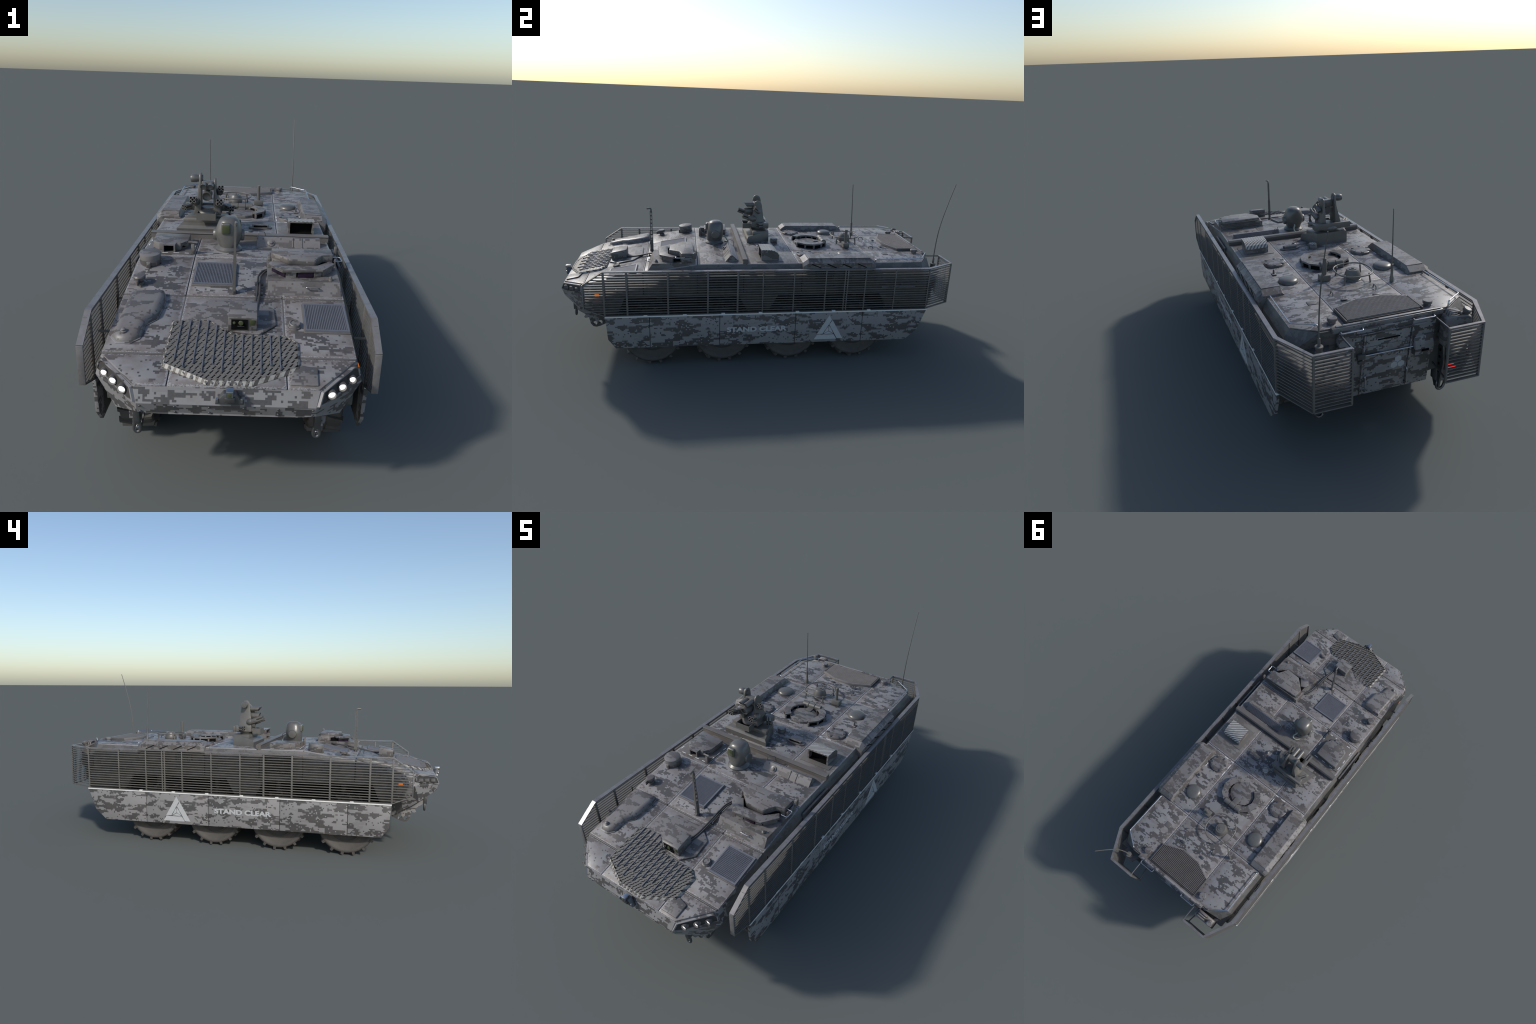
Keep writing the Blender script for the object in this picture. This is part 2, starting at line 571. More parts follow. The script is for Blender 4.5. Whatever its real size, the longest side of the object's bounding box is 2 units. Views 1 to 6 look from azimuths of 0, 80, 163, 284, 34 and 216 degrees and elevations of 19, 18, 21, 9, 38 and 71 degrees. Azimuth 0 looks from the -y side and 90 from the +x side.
# seam filler under the plates
bm = prism_bm([(-.228, -.960), (.228, -.960), (.334, -.853), (.342, -.3), (.342, .815), (.25, .873), (-.25, .873), (-.342, .815), (-.342, -.3), (-.334, -.853)], 'z', -G - .002, -.0035)
for y in (-.853, -.578, -.322):
    bmesh.ops.bisect_plane(bm, geom=bm.verts[:] + bm.edges[:] + bm.faces[:], plane_co=(0, y, 0), plane_no=(0, 1, 0))
bmesh.ops.triangulate(bm, faces=[f for f in bm.faces if len(f.verts) > 4])
roofed(bm)
add("seam_filler", finish(bm, "seam_filler"), SEAM)
for s in (1, -1):  # raised weld strips across the sloping front
    for y in (-.853, -.578):
        x1 = .336 if y < -.8 else .341
        box("weld_strip", *sorted((s * .1525, s * x1)), y - .0025, y + .0025, -.004, .0012, DECKMETAL, .001, roof=True)
box("weld_strip", -.148, .148, -.5805, -.5755, -.004, .0012, DECKMETAL, .001, roof=True)
for s in (1, -1):
    box("weld_strip", *sorted((s * .1478, s * .1522)), -.849, -.582, -.004, .0006, DECKMETAL, .0008, roof=True)

# ------------------------------------------------------------------ bow details
bolt_me = finish(lathe_bm([(.0036, 0), (.0036, .0012), (.0022, .003), (0, .0034)], 10), "bolt")
bolt_me.materials.append(DULLSTEEL)
for i in range(6):
    x = -.215 + .43 * i / 5
    for z, y in ((.351, -.9745), (.331, -.9665)):
        add("bolt", bolt_me, loc=(x, y, z), rot=(math.radians(112), 0, 0))

for s in (1, -1):
    A, B = Vector((.231, -.963, .402)), Vector((.339, -.853, .427))
    C, D = Vector((.356, -.859, .366)), Vector((.2225, -.978, .359))

    def Q(u, v, d=0.0):  # u along the facet outwards, v downwards, d along the outward normal
        p = (A * (1 - u) + B * u) * (1 - v) + (D * (1 - u) + C * u) * v
        n = (B - A).cross(D - A).normalized()
        n = -n if n.y > 0 else n
        p = p + n * d
        return Vector((s * p.x, p.y, p.z))
    nrm = (Q(.5, .5, 1) - Q(.5, .5, 0))
    # recessed dark pocket seen as a shallow tray with a raised frame
    bm = bmesh.new()
    oc = [(.02, .0), (.98, .0), (1.0, .98), (.0, .98)]
    ic = [(.08, .24), (.40, .20), (.86, .19), (.94, .33), (.94, .62), (.16, .90), (.05, .86)]
    out = [bm.verts.new(Q(u, v, .0070)) for u, v in ic]
    inn = [bm.verts.new(Q(u, v, .0042)) for u, v in ic]
    out2 = [bm.verts.new(Q((u - .5) * 1.07 + .5, (v - .53) * 1.16 + .53, .0070)) for u, v in ic]
    out3 = [bm.verts.new(Q((u - .5) * 1.09 + .5, (v - .53) * 1.28 + .53, .0)) for u, v in ic]
    n = len(ic)
    for i in range(n):
        j = (i + 1) % n
        bm.faces.new((out[i], out[j], inn[j], inn[i]))
        bm.faces.new((out[i], out[j], out2[j], out2[i]))
        bm.faces.new((out2[i], out2[j], out3[j], out3[i]))
    frame = add("headlamp_frame", finish(bm, "headlamp_frame", 30), CAMO)
    bm = bmesh.new()
    bm.faces.new([bm.verts.new(Q(u, v, .0043)) for u, v in ic])
    bm.faces.new([bm.verts.new(Q(u, v, .0020)) for u, v in reversed(ic)])
    add("headlamp_recess", finish(bm, "headlamp_recess"), RECESS, frame)
    for p in ((.321, -.886, .389), (.2885, -.913, .385), (.256, -.9415, .3805)):
        c = Vector((s * p[0], p[1], p[2]))
        c = c - nrm * ((c - Q(.5, .5, .0065)).dot(nrm))
        ax = Vector((s * .10, -1, .02)).normalized()
        lathe("headlamp", [(.0118, -.010), (.0124, .006), (.0114, .0085), (.0102, .0085), (.0092, .0005), (0, .0005)], DARKHULL, c, ax, 24, frame)
        lathe("headlamp_lens", [(.0091, .0006), (.0088, .0018), (.005, .0034), (0, .0040)], LAMP, c, ax, 20, frame)
# hatch plate on the bow
prism("bow_hatch_plate", [(.156, -.953), (.228, -.953), (.231, -.895), (.188, -.885), (.166, -.908)], 'z', 0, .006, CAMO_FIT, .003, 3, roof=True)
# front camera
cam = box("bow_camera", .000, .018, -.998, -.974, .394, .412, STEEL, .002)
box("camera_window", .0045, .0135, -.9995, -.9965, .397, .407, GLASS_G, .0005, parent=cam)
prism("camera_bracket", [(-.028, .370), (.044, .370), (.040, .376), (.023, .400), (-.007, .400), (-.024, .376)], 'y', -.990, -.970, DULLSTEEL, .002, parent=cam)
box("camera_bracket", -.004, .022, -.996, -.974, .379, .393, DULLSTEEL, .002, parent=cam)
for x, a in ((-.022, -1), (.038, 1)):
    box("camera_lens", x - .003, x + .003, -.9925, -.986, .377, .388, STEEL, .001, parent=cam)

# ------------------------------------------------------------------ expanded metal mat on the bow
MAT = [(-.166, -.722), (-.167, -.897), (-.050, -.953), (.062, -.953), (.181, -.899), (.183, -.803), (.153, -.775), (.004, -.773), (-.066, -.712)]
MH = .0095
bm = bmesh.new()


def strip(bm, p, q, w, z0, z1, tilt=0.0):
    p, q = Vector((p[0], p[1], 0)), Vector((q[0], q[1], 0))
    d = (q - p).normalized()
    n = Vector((-d.y, d.x, 0)) * w * .5
    vs = []
    for z in (z0, z1):
        for c, t in ((p - n, -tilt), (q - n, -tilt), (q + n, tilt), (p + n, tilt)):
            v = Vector((c.x, c.y, z + t))
            v.z += zs(v.y)
            vs.append(bm.verts.new(v))
    for f in ((0, 3, 2, 1), (4, 5, 6, 7), (0, 1, 5, 4), (1, 2, 6, 5), (2, 3, 7, 6), (3, 0, 4, 7)):
        bm.faces.new([vs[i] for i in f])


pitch, cellx = .0152, .0146
rows = int(.26 / pitch)
for j in range(rows):
    y = -.958 + j * pitch
    sh = (j % 2) * cellx * .4
    for i in range(30):
        x = -.20 + i * cellx + sh
        a, b = (x, y), (x + .0120, y + pitch * .95)
        if inside(((a[0] + b[0]) / 2, (a[1] + b[1]) / 2), MAT) and inside(a, MAT) | inside(b, MAT):
            strip(bm, a, b, .0058, MH - .004, MH - .002, .0012)
mat_ob = add("bow_mesh_mat", finish(bm, "bow_mesh_mat", 0), MATGREY, stuff=True)
prism("mat_shadow_plate", MAT, 'z', -.001, .0012, SEAM, 0, roof=True, parent=mat_ob, cuts=(-.853,))  # dark brown plate modelled as the shadow seen through the mat holes
bm = bmesh.new()
for j in range(rows + 1):  # thin cross wires
    y = -.958 + j * pitch
    x = -.175
    run = None
    while x < .19:
        if inside((x, y), MAT):
            run = run or x
            last = x
        elif run is not None:
            strip(bm, (run, y), (last, y), .0012, MH - .006, MH - .002)
            run = None
        x += .003
add("mat_cross_wire", finish(bm, "mat_cross_wire", 0), MATGREY, mat_ob, stuff=True)
for i in range(12):  # long rods, alternately short
    x = -.142 + i * .0251
    ys = [y / 1000 for y in range(-960, -700, 2) if inside((x, y / 1000), MAT)]
    lo = max(min(ys) + .012, -.925) if i % 2 else max(min(ys) + .02, -.897)
    bm = bmesh.new()
    strip(bm, (x, lo), (x, max(ys) - .001), .0030, MH - .003, MH + .003)
    bmesh.ops.subdivide_edges(bm, edges=[e for e in bm.edges if e.calc_length() > .05], cuts=4)
    add("mat_rod", finish(bm, "mat_rod", 0), GRID, mat_ob)
bm = bmesh.new()
m = len(MAT)
for i in range(m):  # striped sloping border
    a, b = Vector(MAT[i]), Vector(MAT[(i + 1) % m])
    d = (b - a).normalized()
    nout = Vector((d.y, -d.x))
    mid = (a + b) / 2 + nout * .004
    if inside((mid.x, mid.y), MAT):
        nout = -nout
    w = .0058
    quad = [a - nout * .001, b - nout * .001, b + nout * w, a + nout * w]
    hs = [MH, MH, .002, .002]
    top = [bm.verts.new((q.x, q.y, h + zs(q.y))) for q, h in zip(quad, hs)]
    bot = [bm.verts.new((q.x, q.y, h - .003 + zs(q.y))) for q, h in zip(quad, hs)]
    bm.faces.new(top)
    bm.faces.new(bot)
    for k in range(4):
        bm.faces.new((top[k], top[(k + 1) % 4], bot[(k + 1) % 4], bot[k]))
    if i in (0, 5, 6, 7, 8):
        pass
add("mat_border", finish(bm, "mat_border", 0), STRIPE_MAT, mat_ob)

# ------------------------------------------------------------------ front deck fittings
plate = prism("sensor_base_plate", [(-.127, -.658), (-.073, -.604), (.060, -.598), (.123, -.642), (.128, -.720), (.080, -.766), (-.127, -.735)], 'z', 0, .007, CAMO_FIT, .003, 3, roof=True)
sensor = prism("thermal_sensor_box", [(-.754, .446), (-.680, .462), (-.680, .511), (-.748, .497), (-.758, .493)], 'x', -.009, .072, CAMO_FIT, .002)
prism("sensor_opening", [(-.757, .456), (-.745, .456), (-.745, .488), (-.7595, .488)], 'x', .000, .046, BLACK, 0, parent=sensor)
prism("sensor_window", [(-.757, .470), (-.750, .470), (-.750, .487), (-.7595, .487)], 'x', .051, .066, GLASS_G, .0008, parent=sensor)
lathe("sensor_lens", [(.0070, 0), (.0070, .005), (.006, .006), (0, .007)], GLASS_G, (.027, -.7565, .478), (0, -1, .1), 20, sensor)
box("sensor_lens_frame", .0175, .0365, -.7595, -.754, .4665, .4685, DULLSTEEL, .0005, parent=sensor)
lathe("sensor_lens", [(.004, 0), (.004, .004), (0, .005)], GLASS_G, (.008, -.7565, .478), (0, -1, .1), 16, sensor)


def grille(x0, x1, y0, y1, name, pitch):
    f = bmesh.new()
    w = .006
    for r in ((x0, x1, y0, y0 + w), (x0, x1, y1 - w, y1), (x0, x0 + w, y0 + w, y1 - w), (x1 - w, x1, y0 + w, y1 - w)):
        box_bm(f, r[0], r[1], r[2], r[3], 0, .009)
    roofed(f)
    fr = add(name, finish(f, name, 0), GRID)
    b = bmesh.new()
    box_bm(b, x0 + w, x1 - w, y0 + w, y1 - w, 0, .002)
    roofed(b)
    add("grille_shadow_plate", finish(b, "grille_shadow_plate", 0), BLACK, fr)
    b = bmesh.new()
    x = x0 + w + pitch / 2
    while x < x1 - w:
        box_bm(b, x - pitch * .23, x + pitch * .23, y0 + w, y1 - w, .0045, .0075)
        x += pitch
    y = y0 + w + pitch / 2
    while y < y1 - w:
        box_bm(b, x0 + w, x1 - w, y - pitch * .14, y + pitch * .14, .004, .0065)
        y += pitch
    roofed(b)
    add("grille_wire", finish(b, "grille_wire", 0), GRID, fr, stuff=True)


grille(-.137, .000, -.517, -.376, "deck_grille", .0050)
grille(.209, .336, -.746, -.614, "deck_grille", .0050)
# dusty skirt under the mid grille
box("grille_curb", -.140, .003, -.521, -.373, 0, .005, DECKMETAL, .001, roof=True)
box("grille_curb", .206, .338, -.749, -.611, 0, .004, DECKMETAL, .001, roof=True)

lathe("filler_cap", [(.019, 0), (.019, .004), (.0165, .005), (.0165, .013), (.0145, .015), (.012, .0145), (.012, .0125), (0, .0125)], CAMO_FIT, (.180, -.718, zs(-.718)), (0, -.18, 1), 28)
# blister on the left front deck
BL = [(-.318, -.582), (-.215, -.578), (-.207, -.618), (-.216, -.705), (-.244, -.735), (-.248, -.792), (-.270, -.812), (-.308, -.812), (-.326, -.790)]
bm = prism_bm(BL, 'z', -.002, .026)
top_e = [e for e in bm.edges if all(v.co.z > .02 for v in e.verts)]
bmesh.ops.bevel(bm, geom=top_e, offset=.021, segments=5, affect='EDGES', profile=.5, clamp_overlap=True)
roofed(bm)
for v in bm.verts:
    if v.co.y < -.70:
        v.co.z -= min(.006, (-.70 - v.co.y) * .08)
blister = add("deck_blister", finish(bm, "deck_blister", 60), CAMO_FIT)
prism("blister_flange", [((x + .267) * 1.05 - .267, (y + .69) * 1.04 - .69) for x, y in BL], 'z', 0, .003, CAMO, .001, roof=True, parent=blister)
lathe("blister_knob", [(.0095, 0), (.0095, .006), (.006, .008), (.0065, .011), (.004, .013), (0, .0135)], CAMO_FIT, (-.293, -.790, zs(-.79) + .017), (0, -.18, 1), 20, blister)
# signal lamp on a post
lampo = lathe("signal_lamp", [(.014, 0), (.014, .010), (.009, .012), (.009, .018), (.019, .020), (.020, .028), (.017, .032), (0, .033)], CAMO_FIT, (-.306, -.513, zs(-.513) - .002), (0, -.1, 1), 24)
box("lamp_bracket", -.3085, -.3035, -.545, -.520, .008, .026, DULLSTEEL, .001, roof=True, parent=lampo)
# round ventilator drum
drum = lathe("ventilator_drum", [(.034, 0), (.036, .004), (.037, .037), (.036, .040), (.034, .041), (0, .041)], CAMO_FIT, (-.297, -.374, zs(-.374) - .001), (0, -.1, 1), 40)
box("drum_latch", -.305, -.290, -.416, -.405, 0, .02, CAMO_FIT, .002, roof=True, parent=drum)

# folding mast: two side rails with rungs, open slots between
bm = bmesh.new()
for ya, yb in ((-.5635, -.5595), (-.5515, -.5475)):
    box_bm(bm, -.0055, .0035, ya, yb, .480, .60)
for ya, yb in ((-.5615, -.5580), (-.5530, -.5495)):
    box_bm(bm, -.0045, .0025, ya, yb, .60, .70)
for k in range(11):
    z = .486 + k * .0205
    box_bm(bm, -.0030, .0010, -.5600, -.5500, z, z + .0085)
box_bm(bm, -.0035, .0015, -.5600, -.5500, .690, .702)
box_bm(bm, -.0060, -.0040, -.5600, -.5510, .480, .545)
box_bm(bm, .0020, .0040, -.5600, -.5510, .480, .545)
mast = add("folding_mast", finish(bm, "folding_mast", 0), GREY)
tube("mast_hook", fillet([(0, -.555, .698), (0, -.555, .714), (.004, -.577, .7125)], .008), .0042, GREY, 8, parent=mast)
lathe("mast_foot", [(.009, 0), (.009, .012), (.006, .014), (0, .014)], DULLSTEEL, (-.001, -.5555, zs(-.555) - .002), (0, 0, 1), 16, mast)
# cables from the driver's station to the sensor box
hp = [(.105, -.415, .512), (.090, -.425, .509), (.076, -.462, .507), (.073, -.497, .502), (.071, -.570, .489), (.064, -.640, .474), (.055, -.684, .472)]
for dx in (0, .008):
    tube("sensor_cable", spline([(x + dx, y - dx * .5, z) for x, y, z in hp], 6), .0034, HOSE, 8)
for y, x in ((-.505, .077), (-.565, .075)):
    box("cable_clip", x - .012, x + .014, y - .003, y + .003, 0, .011, DULLSTEEL, .001, roof=True)

# ------------------------------------------------------------------ driver's station (right front)
cab = loft("driver_station", [
    [(.105, -.562, .476), (.336, -.562, .476), (.336, -.562, .470), (.105, -.562, .470)],
    [(.105, -.537, .519), (.333, -.535, .519), (.337, -.535, .470), (.105, -.535, .470)],
    [(.103, -.334, .523), (.338, -.334, .523), (.344, -.334, .480), (.103, -.334, .480)]], CAMO_FIT, .003)
for (x0, y0), (x1, y1) in (((.118, -.452), (.158, -.504)), ((.162, -.506), (.196, -.505)), ((.200, -.505), (.250, -.503)), ((.254, -.502), (.279, -.492)), ((.284, -.489), (.319, -.442))):
    a, b = Vector((x0, y0)), Vector((x1, y1))
    d = (b - a).normalized()
    n_ = Vector((-d.y, d.x)) * .012
    prism("vision_block", [tuple(a), tuple(b), tuple(b + n_), tuple(a + n_)], 'z', .519, .540, GLASS_P if abs(x1 - x0) > .036 else CAMO_FIT, .0008, parent=cab)
prism("vision_core", [(.124, -.445), (.163, -.493), (.275, -.480), (.312, -.436), (.30, -.36), (.125, -.36)], 'z', .519, .541, BLACK, 0, parent=cab)
prism("visor_slab", [(.106, -.458), (.150, -.516), (.284, -.503), (.328, -.441), (.312, -.418), (.268, -.462), (.172, -.466), (.140, -.424), (.112, -.436)], 'z', .539, .549, CAMO_FIT, .002, parent=cab)
bm = prism_bm([(.119, -.345), (.115, -.395), (.177, -.455), (.260, -.458), (.289, -.408), (.326, -.400), (.327, -.337)], 'z', .522, .567)
bevel_bm(bm, .005, 2)
hatch = add("driver_hatch", finish(bm, "driver_hatch"), CAMO_FIT, cab)
prism("hatch_wall", [(.105, -.335), (.105, -.400), (.116, -.400), (.116, -.345), (.330, -.345), (.332, -.398), (.338, -.398), (.338, -.335)], 'z', .520, .549, CAMO_FIT, .002, parent=cab)
for z in (.527, .536, .545, .554):
    box("hatch_rib", .118, .328, -.3375, -.3335, z - .0025, z + .0025, DARKHULL, .001, parent=cab)
tube("grab_handle", fillet([(.325, -.425, .552), (.352, -.425, .552), (.352, -.385, .552), (.325, -.385, .552)], .006), .0024, STEEL, 8, parent=cab)
tube("grab_handle", fillet([(.225, -.549, .505), (.225, -.560, .509), (.262, -.560, .509), (.262, -.549, .505)], .004), .0024, STEEL, 8, parent=cab)
lathe("deck_hook", [(.008, 0), (.008, .005), (.0045, .008), (.0045, .013), (0, .0135)], CAMO_FIT, (.305, -.518, .519), (0, 0, 1), 16, cab)
prism("rear_mirror", [(-.345, .545), (-.328, .545), (-.328, .572), (-.336, .576), (-.345, .572)], 'x', .338, .346, DECKMETAL, .001, parent=cab)

# ------------------------------------------------------------------ left sight hatch
hb = prism("hatch_base_plate", [(-.336, -.302), (-.157, -.302), (-.157, -.136), (-.336, -.136)], 'z', .518, .5215, DECKMETAL, .001)
hbox = prism("sight_hatch", [(-.185, -.150), (-.185, -.235), (-.208, -.270), (-.286, -.270), (-.312, -.250), (-.318, -.142), (-.30, -.142)], 'z', .5215, .549, CAMO_FIT, .0035, parent=hb)
bm = bmesh.new()
box_bm(bm, -.272, -.266, -.292, -.268, .5215, .550)
box_bm(bm, -.231, -.225, -.292, -.268, .5215, .550)
box_bm(bm, -.266, -.231, -.292, -.268, .5455, .550)
add("sight_hood", finish(bm, "sight_hood", 0), CAMO_FIT, hb)
box("sight_opening", -.266, -.231, -.276, -.268, .5215, .5455, BLACK, 0, parent=hb)
box("side_slit", -.207, -.192, -.262, -.258, .532, .5365, BLACK, 0, parent=hb)
for x0, x1, y0, y1 in ((-.310, -.290, -.300, -.2965), (-.270, -.250, -.300, -.2965), (-.23, -.21, -.300, -.2965), (-.190, -.175, -.300, -.2965),
                       (-.162, -.1585, -.27, -.25), (-.162, -.1585, -.225, -.205), (-.162, -.1585, -.18, -.16), (-.18, -.20, -.1385, -.142), (-.23, -.25, -.1385, -.142), (-.28, -.30, -.1385, -.142),
                       (-.334, -.3305, -.28, -.26), (-.334, -.3305, -.22, -.20), (-.334, -.3305, -.17, -.15)):
    box("paint_dash", *sorted((x0, x1)), *sorted((y0, y1)), .5214, .5221, WHITE, 0, parent=hb)
tb = box("sight_post", -.1665, -.1545, -.302, -.290, .5215, .558, CAMO_FIT, .0015)
cyl("sight_crossbar", (-.176, -.297, .563), (-.147, -.297, .563), .0048, CAMO_FIT, 14, tb)
prism("post_gusset", [(-.292, .522), (-.258, .522), (-.292, .548)], 'x', -.1635, -.1595, CAMO_FIT, .0005, parent=tb)

# ------------------------------------------------------------------ panoramic sight (dome)
def superring(cx, cy, z, a, b, p=2.6, n=40, front=0.0):
    out = []
    for i in range(n):
        t = 2 * math.pi * i / n
        c, s_ = math.cos(t), math.sin(t)
        x = a * math.copysign(abs(c) ** (2 / p), c)
        y = b * math.copysign(abs(s_) ** (2 / p), s_)
        if y < 0:
            y *= (1 - front)
        out.append((cx + x, cy + y, z))
    return out


DX, DY = -.036, -.222
lv = [(.530, .034, .040, 2.2), (.540, .037, .042, 2.4), (.552, .042, .043, 2.6), (.566, .0485, .0435, 2.6), (.580, .0515, .0435, 2.6), (.594, .0490, .0430, 2.6),
      (.606, .0450, .042, 2.6), (.618, .0405, .0405, 2.5), (.627, .0365, .0375, 2.5), (.634, .031, .032, 2.4), (.639, .022, .0235, 2.2), (.6415, .010, .011, 2.0)]
dome = loft("panoramic_sight", [superring(DX, DY + (z - .53) * .06, z, a, b, p) for z, a, b, p in lv], DOME_GREY, 0, 50)
lathe("sight_ring", [(.050, 0), (.050, .006), (.046, .010), (.042, .014), (.036, .019), (.034, .022)], DOME_GREY, (DX, DY, .518), (0, 0, 1), 40, dome)
for s in (1, -1):
    lathe("sight_ear", [(.0225, 0), (.0225, .008), (.020, .0125), (.012, .0135), (0, .0137)], DOME_GREY, (DX + s * .044, DY + .004, .574), (s, 0, 0), 32, dome)
bm = prism_bm([(-.0625, .585), (-.0285, .585), (-.0285, .626), (-.0625, .626)], 'y', -.268, -.236)
bevel_bm(bm, .006, 3)
add("sight_window_frame", finish(bm, "sight_window_frame"), DOME_GREY, dome)
bm = prism_bm([(-.0585, .589), (-.0325, .589), (-.0325, .622), (-.0585, .622)], 'y', -.2695, -.2660)
bevel_bm(bm, .0012, 2)
add("sight_window", finish(bm, "sight_window"), GLASS_G, dome)
tube("sight_cable", spline([(-.028, -.183, .556), (-.024, -.165, .553), (-.016, -.155, .540), (-.020, -.148, .526), (-.038, -.150, .522), (-.052, -.165, .5205)], 8), .0035, CABLE, 10, parent=dome)

# ------------------------------------------------------------------ cross ridge, louvred bar
ridge = loft("cross_ridge", [[(x, -.1045, .517), (x, -.1035, .534), (x, -.1065, .538), (x, -.1045, .5425), (x, -.084, .5425), (x, -.078, .536), (x, -.082, .517)] for x in (-.347, .349)], DECKMETAL, .001, 25)
bar = loft("louvred_bar", [[(x, -.188, .517), (x, -.162, .549), (x, -.156, .549), (x, -.121, .517)] for x in (.068, .309)], CAMO_FIT, .0015, 25)
for k in range(7):
    t = (k + .5) / 7
    y, z = -.1545 + t * .032, .5485 - t * .0295
    box("louvre", .072, .306, y - .0016, y + .0016, z - .001, z + .0028, GRID, .0005, parent=bar)
lathe("bar_knob", [(.014, 0), (.014, .004), (.007, .006), (.006, .011), (0, .012)], CAMO_FIT, (.122, -.1765, .531), (0, -.78, .62), 24, bar)
for x in (.205, .2385):
    bm = prism_bm([(-.1875, .5205), (-.1635, .5505), (-.1645, .5513), (-.1885, .5213)], 'x', x - .001, x + .001)
    add("bar_rib", finish(bm, "bar_rib"), LOUVRE, bar)
tube("bar_loop", fillet([(.075, -.160, .548), (.075, -.150, .568), (.098, -.128, .560), (.103, -.128, .535)], .006), .0014, DULLSTEEL, 6, parent=bar)

# ------------------------------------------------------------------ remote weapon station
ped = loft("weapon_pedestal", [
    [(-.256, -.043, .517), (-.013, -.043, .517), (-.053, .081, .517), (-.212, .081, .517)],
    [(-.256, -.043, .540), (-.013, -.043, .540), (-.053, .081, .560), (-.212, .081, .560)],
    [(-.244, -.036, .552), (-.022, -.036, .552), (-.055, .080, .577), (-.210, .080, .577)]], GREY, .003)
prism("pedestal_deck", [(-.236, -.012), (-.030, -.012), (-.056, .079), (-.209, .079)], 'z', .55, .578, GREY, .008, 2, parent=ped)
wcx, wcy = -.135, .026
yoke = lathe("weapon_yoke", [(.036, .575), (.036, .588), (.056, .590), (.058, .596), (.054, .606), (.046, .610), (.030, .613), (.028, .617), (0, .618)], GREY, (wcx, wcy, 0), (0, 0, 1), 36)
# two tapering arms
ARM = [(-.012, .590), (.058, .590), (.0585, .625), (.050, .680), (.0455, .712), (.041, .726), (.032, .7345), (.022, .737), (.012, .7345), (.004, .726), (.0005, .712), (-.003, .675), (-.011, .640)]


def arm(xin, xout_bot, xout_top, dz):
    bm = bmesh.new()
    o = 1 if xout_bot > xin else -1

    def wx(z):
        t = min(max((z - .60) / .075, 0), 1)
        t = t * t * (3 - 2 * t)
        return xout_bot + (xout_top - xout_bot) * t
    # stretch heights above the bulge by dz
    A = [(y, z + (dz if z > .66 else 0)) for y, z in ARM]
    a = [bm.verts.new((xin, y, z)) for y, z in A]
    b = [bm.verts.new((wx(z) - o * (.004 if z > .70 else 0), y, z)) for y, z in A]
    n = len(A)
    bm.faces.new(a)
    bm.faces.new(b)
    for i in range(n):
        bm.faces.new((a[i], a[(i + 1) % n], b[(i + 1) % n], b[i]))
    bmesh.ops.recalc_face_normals(bm, faces=bm.faces)
    bmesh.ops.triangulate(bm, faces=[f for f in bm.faces if len(f.verts) > 4])
    bevel_bm(bm, .0025, 2, 30)
    return add("weapon_arm", finish(bm, "weapon_arm", 40), GREY, yoke)


arm(-.111, -.079, -.0985, 0)
arm(-.160, -.192, -.1735, .021)
lathe("arm_lamp", [(.0145, -.012), (.0145, .010), (.0165, .013), (.0165, .033), (.015, .036), (0, .0365)], DOME_GREY, (-.168, .0235, .733), (-1, 0, 0), 32, yoke)


def barrels(center, direction, L, r_off, rb, nm, holder=None):
    d = Vector(direction).normalized()
    up = Vector((0, 0, 1))
    u = d.cross(up).normalized()
    w = u.cross(d).normalized()
    c = Vector(center)
    first = None
    for a, b in ((1, 1), (-1, 1), (-1, -1), (1, -1)):
        p = c + u * a * r_off + w * b * r_off
        bm = lathe_bm([(rb, -L), (rb, 0), (rb * .72, 0), (rb * .70, -.010), (0, -.010)], 14, M=Matrix.Translation(p) @ Vector((0, 0, 1)).rotation_difference(d).to_matrix().to_4x4())
        ob = add("launcher_tube", finish(bm, "launcher_tube"), GREY, yoke)
        cyl("tube_bore", p - d * .010, p - d * .0015, rb * .71, BLACK, 14, yoke)
    if holder:
        cyl("launcher_holder", c - d * L * 1.25, c - d * (L * .62), holder, GREY, 20, yoke, chamfer=.002)


# forward pair, lifted and slightly splayed
barrels((-.187, -.078, .667), (-.06, -1, .36), .060, .0068, .0062, "left", .015)
barrels((-.083, -.063, .657), (.06, -1, .36), .050, .0068, .0062, "right", .015)
# side pair, swung outwards
barrels((-.233, .017, .611), (-.55, -.85, 0), .042, .0062, .0055, "left")
barrels((-.038, .017, .611), (.55, -.85, 0), .042, .0062, .0055, "right")
# rear right pair, looking up and forwards
barrels((-.081, .000, .700), (.18, -.75, .62), .034, .0062, .0056, "up", .013)
for s, x in ((1, -.055), (-1, -.215)):  # bulges carrying the forward launchers and side holders
    box("launcher_bracket", *sorted((x + s * .012, x - s * .030)), .045, .070, .594, .622, GREY, .003, parent=yoke)
for x, z in ((-.181, .650), (-.089, .645)):
    lathe("launcher_socket", [(.010, 0), (.017, .010), (.018, .022), (.014, .030), (0, .031)], GREY, (x, .012, z - .012), (0, -1, .34), 22, yoke)
